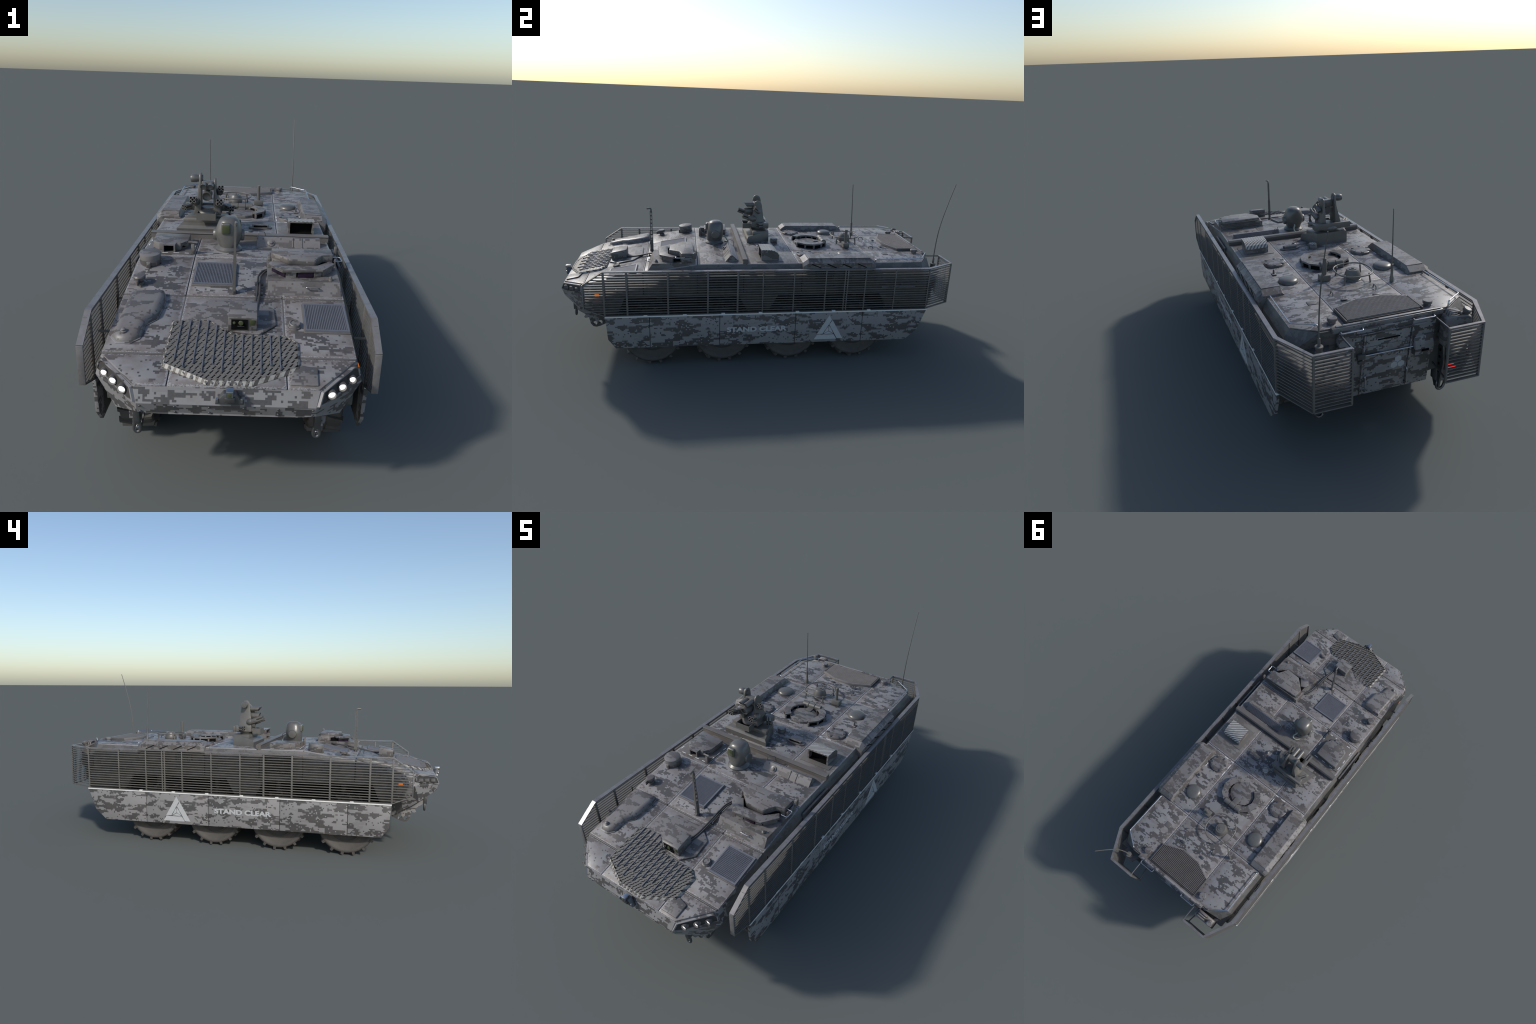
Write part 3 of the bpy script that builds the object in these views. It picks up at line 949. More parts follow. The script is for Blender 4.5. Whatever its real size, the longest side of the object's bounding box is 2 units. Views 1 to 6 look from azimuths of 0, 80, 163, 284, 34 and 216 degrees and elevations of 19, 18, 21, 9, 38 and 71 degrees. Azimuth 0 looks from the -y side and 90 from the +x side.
# optics between the arms
for x in (-.1485, -.1215):
    bm = lathe_bm([(.0122, 0), (.0122, .055), (.0105, .055), (.0100, .047), (0, .047)], 26, M=Matrix.Translation((x, .010, .711)) @ Vector((0, 0, 1)).rotation_difference(Vector((0, -1, 0))).to_matrix().to_4x4())
    for v in bm.verts:  # slanted hood: top lip longer than the bottom
        if v.co.y < -.040:
            v.co.y -= (v.co.z - .711) * .75
    add("optic_tube", finish(bm, "optic_tube"), GREY, yoke)
bm = lathe_bm([(.0175, 0), (.0190, .004), (.0190, .066), (.0165, .066), (.0155, .052), (.008, .050), (0, .049)], 30, M=Matrix.Translation((wcx, .022, .673)) @ Vector((0, 0, 1)).rotation_difference(Vector((0, -1, 0))).to_matrix().to_4x4())
for v in bm.verts:
    if v.co.y < -.038:
        v.co.y -= (v.co.z - .673) * .35
add("main_optic", finish(bm, "main_optic"), GREY, yoke)
prism("optic_housing", [(.0, .690), (.026, .690), (.030, .716), (.026, .726), (.0, .726)], 'x', -.160, -.110, GREY, .004, parent=yoke)
# ammunition tray
tray = bmesh.new()
for b in ((-.174, -.098, -.060, -.057, .580, .608), (-.174, -.098, -.018, -.015, .580, .608), (-.174, -.171, -.057, -.018, .580, .608), (-.101, -.098, -.057, -.018, .580, .608), (-.171, -.101, -.057, -.018, .580, .584)):
    box_bm(tray, *b)
add("ammunition_tray", finish(tray, "ammunition_tray", 0), GREY, yoke)
box("tray_floor", -.170, -.102, -.056, -.019, .584, .586, BLACK, 0, parent=yoke)
prism("blast_plate", [(-.232, .592), (-.043, .592), (-.043, .622), (-.232, .622)], 'y', .066, .078, GREY, .0025, parent=yoke)
box("yoke_back", -.19, -.08, .040, .070, .588, .612, GREY, .003, parent=yoke)

# ------------------------------------------------------------------ roof fittings
air_plate = prism("intake_base_plate", [(.172, -.034), (.322, -.034), (.322, .100), (.172, .100)], 'z', .518, .5205, DECKMETAL, .0008)
AB = [(-.008, .5205), (.080, .5205), (.080, .546), (.072, .558), (.058, .567), (.040, .572), (-.008, .573)]
bm = bmesh.new()
for x0, x1 in ((.196, .2035), (.2945, .302)):
    prism_bm(AB, 'x', x0, x1, bm=bm)
prism_bm([(.02, .5205), (.080, .5205), (.080, .546), (.072, .558), (.058, .567), (.040, .572), (.02, .5725)], 'x', .2035, .2945, bm=bm)
prism_bm([(-.008, .567), (.02, .567), (.02, .5725), (-.008, .573)], 'x', .2035, .2945, bm=bm)
intake = add("air_intake", finish(bm, "air_intake", 30), CAMO_FIT, air_plate)
box("intake_mouth", .2035, .2945, .0185, .0205, .5205, .567, BLACK, 0, parent=air_plate)
box("intake_floor", .2035, .2945, -.006, .0185, .5203, .5216, BLACK, 0, parent=air_plate)
bm = bmesh.new()
TOPL = [(-.009, .5732), (.040, .5722), (.058, .5672), (.072, .5582), (.0805, .546)]
for (ya, za), (yb, zb) in zip(TOPL, TOPL[1:]):
    vs = [bm.verts.new(p) for p in ((.195, ya, za + .0014), (.303, ya, za + .0014), (.303, yb, zb + .0014), (.195, yb, zb + .0014), (.195, ya, za - .001), (.303, ya, za - .001), (.303, yb, zb - .001), (.195, yb, zb - .001))]
    for f in ((0, 1, 2, 3), (7, 6, 5, 4), (0, 4, 5, 1), (1, 5, 6, 2), (2, 6, 7, 3), (3, 7, 4, 0)):
        bm.faces.new([vs[i] for i in f])
add("striped_intake_cover", finish(bm, "striped_intake_cover", 40), STRIPE_AIR, air_plate)

oval = prism("oval_periscope_base", ngon(.083, .071, .050, 28, 0, .018), 'z', .518, .525, CAMO_FIT, .002)
prism("oval_periscope", [(.050, .060), (.116, .060), (.118, .070), (.112, .082), (.054, .082), (.048, .070)], 'z', .525, .536, CAMO_FIT, .0025, parent=oval)
box("periscope_glass", .055, .111, .0585, .0605, .5265, .533, BLACK, 0, parent=oval)
sens = prism("beacon", ngon(-.021, .107, .022, 8, math.pi / 8, .021), 'z', .520, .543, CAMO_FIT, .004)
prism("beacon_cover", ngon(-.021, .107, .0178, 8, math.pi / 8, .0170), 'z', .5425, .5440, STRIPE_AIR, .0006, parent=sens)
box("beacon_base", -.045, .003, .092, .124, .518, .5205, DECKMETAL, .001, parent=sens)
lathe("lifting_eye", [(.010, 0), (.010, .002), (.006, .004), (.006, .006), (0, .0065)], DULLSTEEL, (.043, .012, .518), (0, 0, 1), 16)

# notched vent discs, domed discs
bm = lathe_bm([(.047, 0), (.047, .006), (.0455, .009), (.043, .0105), (.030, .0115), (0, .012)], 48)
disc_me = finish(bm, "vent_disc", 30)
disc_me.materials.append(CAMO_BIN)
clip = bmesh.new()
for k in range(6):
    a = 2 * math.pi * k / 6 + .3
    b = bmesh.new()
    box_bm(b, .034, .0465, -.004, .004, .0095, .0135)
    bmesh.ops.rotate(b, verts=b.verts, cent=(0, 0, 0), matrix=Matrix.Rotation(a, 3, 'Z'))
    m_ = bpy.data.meshes.new("tmp")
    b.to_mesh(m_)
    b.free()
    clip.from_mesh(m_)
    bpy.data.meshes.remove(m_)
clip_me = finish(clip, "disc_clips", 0)
clip_me.materials.append(DULLSTEEL)
bm = lathe_bm([(.042, 0), (.042, .004), (.040, .010), (.035, .0145), (.026, .018), (.014, .0195), (0, .020)], 48)
dd_me = finish(bm, "domed_disc", 60)
dd_me.materials.append(DOME_GREY)
for s in (1, -1):
    v = add("vent_disc", disc_me, loc=(s * .213, .236, .518))
    add("disc_clips", clip_me, parent=v)
    add("domed_disc", dd_me, loc=(s * .217, .444, .5175))
    lathe("deck_cap", [(.015, 0), (.014, .006), (.0145, .009), (.0178, .011), (.018, .0205), (.0165, .022), (0, .0222)], CAMO_FIT, (s * .190, .838, .517), (0, 0, 1), 28)
    # hand loops on the rear deck
    x, y = (.101, .628) if s > 0 else (-.083, .630)
    tube("deck_loop", fillet([(x, y - .013, .517), (x, y - .009, .530), (x, y + .009, .530), (x, y + .013, .517)], .005), .0022, DULLSTEEL, 8)
    x, y = (.077, .690) if s > 0 else (-.056, .692)
    box("deck_latch", x - .012, x + .012, y - .006, y + .006, .5178, .5235, DULLSTEEL, .001)
    # white corner ticks beside the discs
    for x0, x1, y0, y1 in ((.150, .168, .1775, .181), (.19, .215, .1775, .181), (.1545, .158, .20, .225), (.1545, .158, .25, .275), (.262, .2655, .27, .29)):
        box("paint_dash", *sorted((s * x0, s * x1)), y0, y1, .5178, .5186, WHITE, 0)
box("square_plate", .186, .218, .655, .684, .5178, .5205, DECKMETAL, .0008)
cone = lathe("marker_spike", [(.010, 0), (.009, .004), (.005, .006), (.003, .024), (0, .025)], DULLSTEEL, (.252, .352, .518), (0, 0, 1), 16)
box("spike_base", .243, .262, .340, .366, .5178, .524, CAMO, .001, parent=cone)

# commander's ring hatch: C-shaped periscope ring, open towards the bow
hx, hy = -.004, .298
ring_pts_o, ring_pts_i = [], []
NSEG = 10
a0, a1 = math.radians(-52), math.radians(232)
for k in range(NSEG + 1):
    a = a0 + (a1 - a0) * k / NSEG
    ring_pts_o.append((hx + .111 * math.cos(a), hy + .098 * math.sin(a)))
    ring_pts_i.append((hx + .077 * math.cos(a), hy + .068 * math.sin(a)))
ringh = bmesh.new()
wall = bmesh.new()
for k in range(NSEG):
    if 4 <= k <= 5:
        continue
    q = [ring_pts_o[k], ring_pts_o[k + 1], ring_pts_i[k + 1], ring_pts_i[k]]
    prism_bm(q, 'z', .5365, .5445, bm=ringh)
    sc = [((x - hx) * .97 + hx, (y - hy) * .97 + hy) for x, y in q[:2]] + [((x - hx) * 1.04 + hx, (y - hy) * 1.04 + hy) for x, y in q[2:]]
    prism_bm(sc, 'z', .518, .5367, bm=wall)
bmesh.ops.remove_doubles(ringh, verts=ringh.verts, dist=.0001)
hatchring = add("periscope_ring", finish(ringh, "periscope_ring", 30), CAMO_BIN)
add("periscope_glass", finish(wall, "periscope_glass", 0), BLACK, hatchring)
for k in range(NSEG + 1):
    if k == 5:
        continue
    for pts, sc in ((ring_pts_o, .975), (ring_pts_i, 1.035)):
        x, y = (pts[k][0] - hx) * sc + hx, (pts[k][1] - hy) * sc + hy
        prism("periscope_pillar", ngon(x, y, .0058, 6), 'z', .518, .5367, CAMO_FIT, .0006, parent=hatchring)
lid = prism("commander_hatch", ngon(hx, hy - .012, .071, 12, math.pi / 12, .068), 'z', .518, .531, CAMO_FIT, .002, parent=hatchring)
for k in range(3):
    cyl("hatch_hinge", (-.056 + k * .035, .374, .539), (-.0225 + k * .035, .374, .539), .0145, GREY, 20, hatchring, chamfer=.0015)
box("hinge_leaf", -.020, .012, .325, .372, .531, .535, GREY, .001, parent=hatchring)
box("hinge_block", -.057, .048, .362, .386, .518, .536, GREY, .002, parent=hatchring)

# navigation antenna with guard ring
nav = lathe("navigation_antenna", [(.036, 0), (.036, .004), (.033, .006), (.0345, .012), (.0345, .020), (.026, .042), (.0245, .0445), (.016, .045), (.016, .0475), (.006, .048), (.006, .051), (0, .0515)], GREY, (-.041, .515, .518), (0, 0, 1), 40)
ringp = superring(-.041, .515, .5575, .0765, .0765, 2.5, 48)
tube("guard_ring", ringp, .0030, GREY, 8, closed=True, parent=nav)
for a in (.7, 2.3, 3.84, 5.45):
    ca, sa = math.cos(a), math.sin(a)
    tube("guard_leg", [(-.041 + .078 * ca, .515 + .078 * sa, .517), (-.041 + .071 * ca, .515 + .071 * sa, .5575)], .0035, GREY, 8, parent=nav)
# stub antenna on its box
stub = prism("stub_antenna_base", rect(.053, .098, .473, .506), 'z', .520, .546, GREY, .002, taper=1.0)
box("stub_antenna_foot", .060, .090, .478, .500, .517, .521, DECKMETAL, .001, parent=stub)
cyl("stub_antenna", (.074, .490, .540), (.074, .490, .617), .0078, GREY, 18, stub, chamfer=.001)

# whip antennas
w2 = lathe("whip_antenna", [(.0085, 0), (.0085, .020), (.0055, .028), (.0050, .075), (.0052, .077), (.0030, .078), (.0017, .306), (0, .3065)], GREY, (-.174, .602, .5175), (-.006, -.045, 1), 16)
ab = prism("antenna_bracket", [(.215, .872), (.305, .872), (.312, .905), (.305, .940), (.240, .940)], 'z', .440, .455, DARKHULL, .002)
lathe("antenna_insulator", [(.015, 0), (.015, .006), (.0115, .009), (.0125, .024), (.0150, .026), (.0145, .030), (.006, .031), (.0045, .06), (0, .061)], SLAT, (.270, .918, .455), (0, 0, 1), 20, ab)
tube("whip_antenna_rod", spline([(.270, .918, .470), (.270, .917, .535), (.2695, .921, .62), (.269, .932, .70), (.268, .956, .80), (.267, .986, .906)], 8), .0034, GREY, 8, parent=ab, r_end=.0018)

# louvred deck grille at the rear
RG = [(-.150, .869), (.149, .869), (.148, .760), (.048, .719), (-.055, .719), (-.152, .760)]
rg = prism("rear_deck_grille", RG, 'z', .518, .5255, SEAM, .002)
for k in range(21):
    y = .727 + k * .0066
    t = min(max((y - .719) / .041, 0), 1)
    x1, x0 = .048 + .098 * t - .004, -.055 - .095 * t + .004
    if x1 - x0 < .05:
        continue
    b = prism_bm([(y - .0016, .5250), (y + .0020, .5250), (y + .0013, .5315), (y - .0010, .5315)], 'x', x0, x1)
    add("deck_louvre", finish(b, "deck_louvre", 0), LOUVRE, rg)
for a_, b_ in ((RG[2], RG[3]), (RG[3], RG[4]), (RG[4], RG[5])):
    a_, b_ = Vector(a_), Vector(b_)
    d_ = (b_ - a_).normalized()
    n_ = Vector((-d_.y, d_.x)) * .005
    if n_.y < 0:
        n_ = -n_
    prism("grille_rim", [tuple(a_ - n_ * .3), tuple(b_ - n_ * .3), tuple(b_ + n_), tuple(a_ + n_)], 'z', .518, .5312, LOUVRE, .0008, parent=rg)
for x0, x1 in ((.146, .151), (-.154, -.149)):
    box("grille_side_rail", x0, x1, .760, .869, .518, .531, DARKHULL, .001, parent=rg)
beam = box("rear_roof_beam", -.222, .212, .874, .895, .503, .5235, CAMO_FIT, .003)
box("rear_roof_beam_strip", -.214, .196, .880, .890, .5235, .528, CAMO, .0015, parent=beam)

# hand rails along the rear roof edges
for s in (1, -1):
    pts = [(.336, .572, .514), (.336, .572, .531), (.338, .818, .534), (.257, .873, .540), (.250, .876, .505)]
    tube("hand_rail", fillet([(s * x, y, z) for x, y, z in pts], .008), .0028, STEEL, 8)

# ------------------------------------------------------------------ saddle bins over the roof edges
for s in (1, -1):
    out_y = ((.190, .0), (.214, 1.0), (.536, 1.0), (.562, .0))
    rings = []
    for y, t in out_y:
        h = .545 if t else .527
        xo = .388 if t else .380
        rings.append([(s * .271, y, .519), (s * .281, y, h), (s * .360, y, h - .001), (s * (xo - .005), y, h - .017), (s * (xo - .004), y, h - .044), (s * (xo - .006), y, h - .048), (s * .3665, y, h - .055), (s * .3665, y, .440), (s * .350, y, .440), (s * .345, y, .505), (s * .335, y, .519)])
    bin_ = loft("saddle_bin", rings, CAMO_BIN, .002, 25)
    b = prism_bm([(s * .281, .218), (s * .359, .218), (s * .359, .534), (s * .281, .534)], 'z', .544, .5475)
    bevel_bm(b, .001, 1)
    add("bin_lid", finish(b, "bin_lid"), CAMO_BIN, bin_)
    for k in range(4):  # slanted black slits
        y0, z0, y1, z1 = .231 + k * .0773, .5245, .278 + k * .0773, .5055
        bm = bmesh.new()
        vs = []
        for dx in (-.004, .0012):
            for (y, z) in ((y0 - .002, z0 - .001), (y0 + .002, z0 + .0016), (y1 + .002, z1 + .001), (y1 - .002, z1 - .0016)):
                vs.append(bm.verts.new((s * (.3830 + (.528 - z) * .04 + dx), y, z)))
        bm.faces.new(vs[:4])
        bm.faces.new(vs[4:])
        for i in range(4):
            bm.faces.new((vs[i], vs[(i + 1) % 4], vs[4 + (i + 1) % 4], vs[4 + i]))
        add("bin_slit", finish(bm, "bin_slit", 0), BLACK, bin_)

# ------------------------------------------------------------------ flank details behind the slats
for s in (1, -1):
    side = 1 if s > 0 else -1
    gb = box("side_vent_box", *sorted((s * .360, s * .3695)), -.322, -.118, .385, .497, CAMO_SIDE, .003)
    box("side_vent_opening", *sorted((s * .3690, s * .3702)), -.266, -.126, .400, .490, BLACK, 0, parent=gb)
    bm = bmesh.new()
    for k in range(24):
        y = -.264 + k * .0059
        box_bm(bm, *sorted((s * .3698, s * .3735)), y, y + .0028, .400, .490)
    for k in range(4):
        z = .418 + k * .019
        box_bm(bm, *sorted((s * .3698, s * .3728)), -.266, -.126, z, z + .003)
    add("side_vent_fins", finish(bm, "side_vent_fins", 0), DARKHULL, gb, stuff=True)
    # flank seams, door edges, caution plate
    for y in (-.578, -.322, -.10, .19):
        box("flank_joint", *sorted((s * .3635, s * .3652)), y - .0015, y + .0015, .375, .475, BLACK, 0)
    cp = box("caution_plate", *sorted((s * .366, s * .3677)), .255, .352, .443, .484, DARKHULL, .0005)
    sign = text_mesh("CAUTION", .02, .0002)
    fit(sign, .078, .013)
    add("caution_lettering", sign, FADED, cp, loc=(s * .3681, .3035, .463), rot=(math.pi / 2, 0, s * math.pi / 2))
    bm = bmesh.new()
    for zz in (.449, .472):
        for k in range(7):
            y = .262 + k * .012
            vs = [bm.verts.new((s * (.3677 + d), yy, z)) for d in (0, .0006) for yy, z in ((y, zz), (y + .006, zz), (y + .011, zz + .007), (y + .005, zz + .007))]
            bm.faces.new(vs[:4])
            bm.faces.new(vs[4:])
            for i in range(4):
                bm.faces.new((vs[i], vs[(i + 1) % 4], vs[4 + (i + 1) % 4], vs[4 + i]))
    add("caution_stripes", finish(bm, "caution_stripes", 0), FADED, cp)
    tube("side_rail", [(s * .372, .605, .395), (s * .372, .786, .394)], .0026, STEEL, 8)
    for y in (.61, .70, .78):
        box("rail_stay", *sorted((s * .360, s * .3715)), y - .002, y + .002, .393, .397, DULLSTEEL, 0)
    for y, z in ((.80, .42), (.525, .42), (.13, .42), (-.43, .42)):
        box("flank_latch", *sorted((s * .360, s * .3685)), y - .009, y + .009, z - .007, z + .007, DULLSTEEL, .002)
    box("side_marker", *sorted((s * .345, s * .3595)), -.803, -.783, .366, .379, ORANGE, .0015)

# ------------------------------------------------------------------ rear face
def yr(z):
    """rear wall leans inwards towards its foot"""
    return .868 + (z - .215) * .12


def rear(name, poly, lo, hi, mat, bev=.0015, parent=None):
    """polygon in x, z raised from the leaning rear wall"""
    bm = prism_bm(poly, 'y', lo, hi)
    bevel_bm(bm, bev, 2)
    for v in bm.verts:
        v.co.y += yr(v.co.z)
    return add(name, finish(bm, name), mat, parent)


rm = rear("rear_door_module", rect(-.190, .190, .213, .508), -.03, .0, CAMO, .003)
rear("rear_door", rect(-.088, .088, .222, .480), .0, .004, CAMO, .002, rm)
for z in (.428, .397):
    rear("door_rib", rect(-.086, .086, z - .002, z + .002), .003, .0065, CAMO, .001, rm)
for x in (.094, -.094):
    rear("door_jamb", rect(x - .0035, x + .0035, .222, .484), .0, .0085, CAMO, .001, rm)
rear("door_lintel", rect(-.150, .150, .484, .490), .0, .008, CAMO, .001, rm)
rear("door_slit", rect(-.046, .042, .4505, .4555), .0035, .0049, BLACK, 0, rm)
cyl("door_bar", (.094, .901, .398), (-.100, .901, .397), .0028, STEEL, 12, rm)
rear("bar_bracket", rect(.088, .118, .384, .406), .0, .014, DARKHULL, .002, rm)
rear("bar_bracket", rect(.092, .112, .362, .376), .0, .010, DARKHULL, .002, rm)
prism("rear_sight_box", [(.872, .356), (.907, .360), (.912, .394), (.902, .434), (.880, .444)], 'x', -.182, -.106, CAMO, .003, parent=rm)
box("rear_sight_slot", -.162, -.132, .9085, .9122, .375, .384, BLACK, .001, parent=rm)
for x, z0, z1 in ((.082, .236, .306), (-.088, .236, .308)):
    y0_ = yr(.27)
    tube("door_handle", fillet([(x, y0_ - .003, z1), (x, y0_ + .016, z1 - .004), (x, y0_ + .016, z0 + .004), (x, y0_ - .003, z0)], .006), .0026, STEEL, 8, parent=rm)
for x0, x1 in ((.184, .102), (-.096, -.179)):
    tube("step_handle", fillet([(x0, .885, .512), (x0, .910, .508), (x1, .910, .508), (x1, .885, .512)], .006), .0027, STEEL, 8, parent=rm)
sign = text_mesh("PULL", .02, .0)
fit(sign, .036, .010)
add("door_lettering", sign, FADED2, rm, loc=(-.056, yr(.377) + .0050, .377), rot=(math.pi / 2 + .12, 0, math.pi))
hexs = bmesh.new()
for x, z in ((-.0505, .3505), (-.0360, .3255), (-.0650, .3255)):
    prism_bm(ngon(x, z, .0152, 6, math.pi / 6), 'y', .0038, .0050, bm=hexs)
for v in hexs.verts:
    v.co.y += yr(v.co.z)
add("hexagon_mark", finish(hexs, "hexagon_mark", 0), FADED2, rm)
for k in range(9):
    x = -.16 + k * .04
    add("bolt", bolt_me, rm, loc=(x, yr(.218) - .0003, .2175), rot=(-math.pi / 2, 0, 0), scale=(.7, .7, .7))
# tow plates and rings at both rear corners
for s in (1, -1):
    tp = bmesh.new()
    pts = [(.862, .40), (.895, .385), (.905, .300), (.886, .180), (.858, .172), (.838, .215), (.850, .30)]
    prism_bm(pts, 'x', *sorted((s * .232, s * .241)), bm=tp)
    bevel_bm(tp, .001, 1)
    plate_ = add("tow_plate", finish(tp, "tow_plate"), DULLSTEEL)
    for y, z in ((.882, .345), (.882, .315), (.880, .285), (.878, .250)):
        cyl("tow_hole", (s * .2315, y, z), (s * .2415, y, z), .006, BLACK, 16, plate_)
    rp = [(s * .252 + .0205 * math.cos(a), .872 + .004 * math.cos(a), .186 + .024 * math.sin(a)) for a in [2 * math.pi * k / 28 for k in range(28)]]
    tube("tow_ring", rp, .0056, DULLSTEEL, 10, closed=True, parent=plate_)
    cyl("tow_pin", (s * .228, .872, .204), (s * .272, .872, .204), .006, DULLSTEEL, 14, plate_)
    box("tow_lug", *sorted((s * .226, s * .274)), .84, .876, .205, .265, DARKHULL, .003, parent=plate_)
    box("tail_lamp_housing", *sorted((s * .244, s * .300)), .870, .905, .262, .308, DARKHULL, .003)
    for z, h, x1 in ((.2745, .0060, .286), (.2870, .0035, .278)) if s < 0 else ():
        box("tail_lamp", *sorted((s * .250, s * x1)), .9045, .9095, z, z + h, RED, .0008)
    box("tail_lamp_hood", *sorted((s * .244, s * .300)), .9, .922, .302, .308, DARKHULL, .001)
    box("corner_box", *sorted((s * .246, s * .335)), .868, .895, .32, .445, DARKHULL, .004)
    box("corner_bracket", *sorted((s * .300, s * .352)), .845, .90, .38, .452, DARKHULL, .004)
# jerry can in the right hand corner basket
jc = prism("jerry_can", [(-.315, .385), (-.212, .385), (-.207, .395), (-.207, .495), (-.216, .508), (-.235, .510), (-.300, .502), (-.318, .492), (-.320, .395)], 'y', .896, .936, CAMO_FIT, .008, 3)
cyl("can_neck", (-.298, .917, .498), (-.302, .921, .514), .012, CAMO_FIT, 20, jc)
cyl("can_cap", (-.300, .919, .510), (-.304, .923, .524), .0155, CAMO_FIT, 20, jc, chamfer=.003)
for y in (.905, .916, .927):
    tube("can_handle", fillet([(-.222, y, .505), (-.230, y, .522), (-.268, y, .520), (-.276, y, .502)], .008), .0042, CAMO_FIT, 8, parent=jc)
box("can_strap", -.3225, -.2045, .892, .9385, .415, .430, DARKHULL, .002, parent=jc)

# ------------------------------------------------------------------ bow tow gear
for s in (1, -1):
    hp_ = bmesh.new()
    prof = [(-.770, .205), (-.850, .245), (-.905, .285), (-.905, .262), (-.868, .236), (-.876, .222), (-.869, .216), (-.853, .220), (-.846, .186), (-.835, .171), (-.820, .167), (-.800, .172), (-.758, .192)]
    prism_bm(prof, 'x', *sorted((s * .248, s * .260)), bm=hp_)
    bmesh.ops.triangulate(hp_, faces=[f for f in hp_.faces if len(f.verts) > 4])
    hk = add("tow_hook_plate", finish(hp_, "tow_hook_plate", 20), CAMO)
    # bored holes
    cut = bmesh.new()
    for y, z, r in ((-.825, .188, .0098), (-.799, .194, .0088)):
        lathe_bm([(r, -.05), (r, .05)], 24, bm=cut, M=Matrix.Translation((s * .254, y, z)) @ Matrix.Rotation(math.pi / 2, 4, 'Y'))
    cm = finish(cut, "cut", 0)
    co = bpy.data.objects.new("cutter", cm)
    COL.objects.link(co)
    md = hk.modifiers.new("b", 'BOOLEAN')
    md.object = co
    md.operation = 'DIFFERENCE'
    md.solver = 'EXACT'
    dg = bpy.context.evaluated_depsgraph_get()
    nm = bpy.data.meshes.new_from_object(hk.evaluated_get(dg))
    hk.modifiers.clear()
    hk.data = nm
    if not nm.materials:
        nm.materials.append(CAMO)
    bpy.data.objects.remove(co)
    sh = box("shackle_block", *sorted((s * .228, s * .246)), -.925, -.900, .258, .312, DULLSTEEL, .003)
    eye = [(s * .237 + .0085 * math.sin(a), -.915, .240 + (.012 if math.cos(a) < 0 else .024) * math.cos(a)) for a in [2 * math.pi * k / 24 for k in range(24)]]
    tube("shackle_eye", eye, .0048, DULLSTEEL, 10, closed=True, parent=sh)
    tube("shackle_ring", [(s * .237 + (x - s * .237) * .62, y - .001, .236 + (z - .242) * .45) for x, y, z in eye], .0024, STEEL, 8, closed=True, parent=sh)

# ------------------------------------------------------------------ skirts
SEAMS = [-.551, -.2165, .161, .507]
TOPZ, BOTZ = .276, .113


def skirt_poly(y0, y1):
    full = [(-.755, TOPZ), (-.746, .163), (-.712, BOTZ + .003), (.749, BOTZ), (.808, .166), (.848, TOPZ)]
    bm = bmesh.new()
    bm.faces.new([bm.verts.new((0, y, z)) for y, z in full])
    for y, nn in ((y0, -1), (y1, 1)):
        if y is not None:
            bmesh.ops.bisect_plane(bm, geom=bm.verts[:] + bm.edges[:] + bm.faces[:], plane_co=(0, y, 0), plane_no=(0, nn, 0), clear_outer=True)
    bm.faces.ensure_lookup_table()
    f = bm.faces[0]
    pts = [(v.co.y, v.co.z) for v in f.verts]
    bm.free()
    return pts


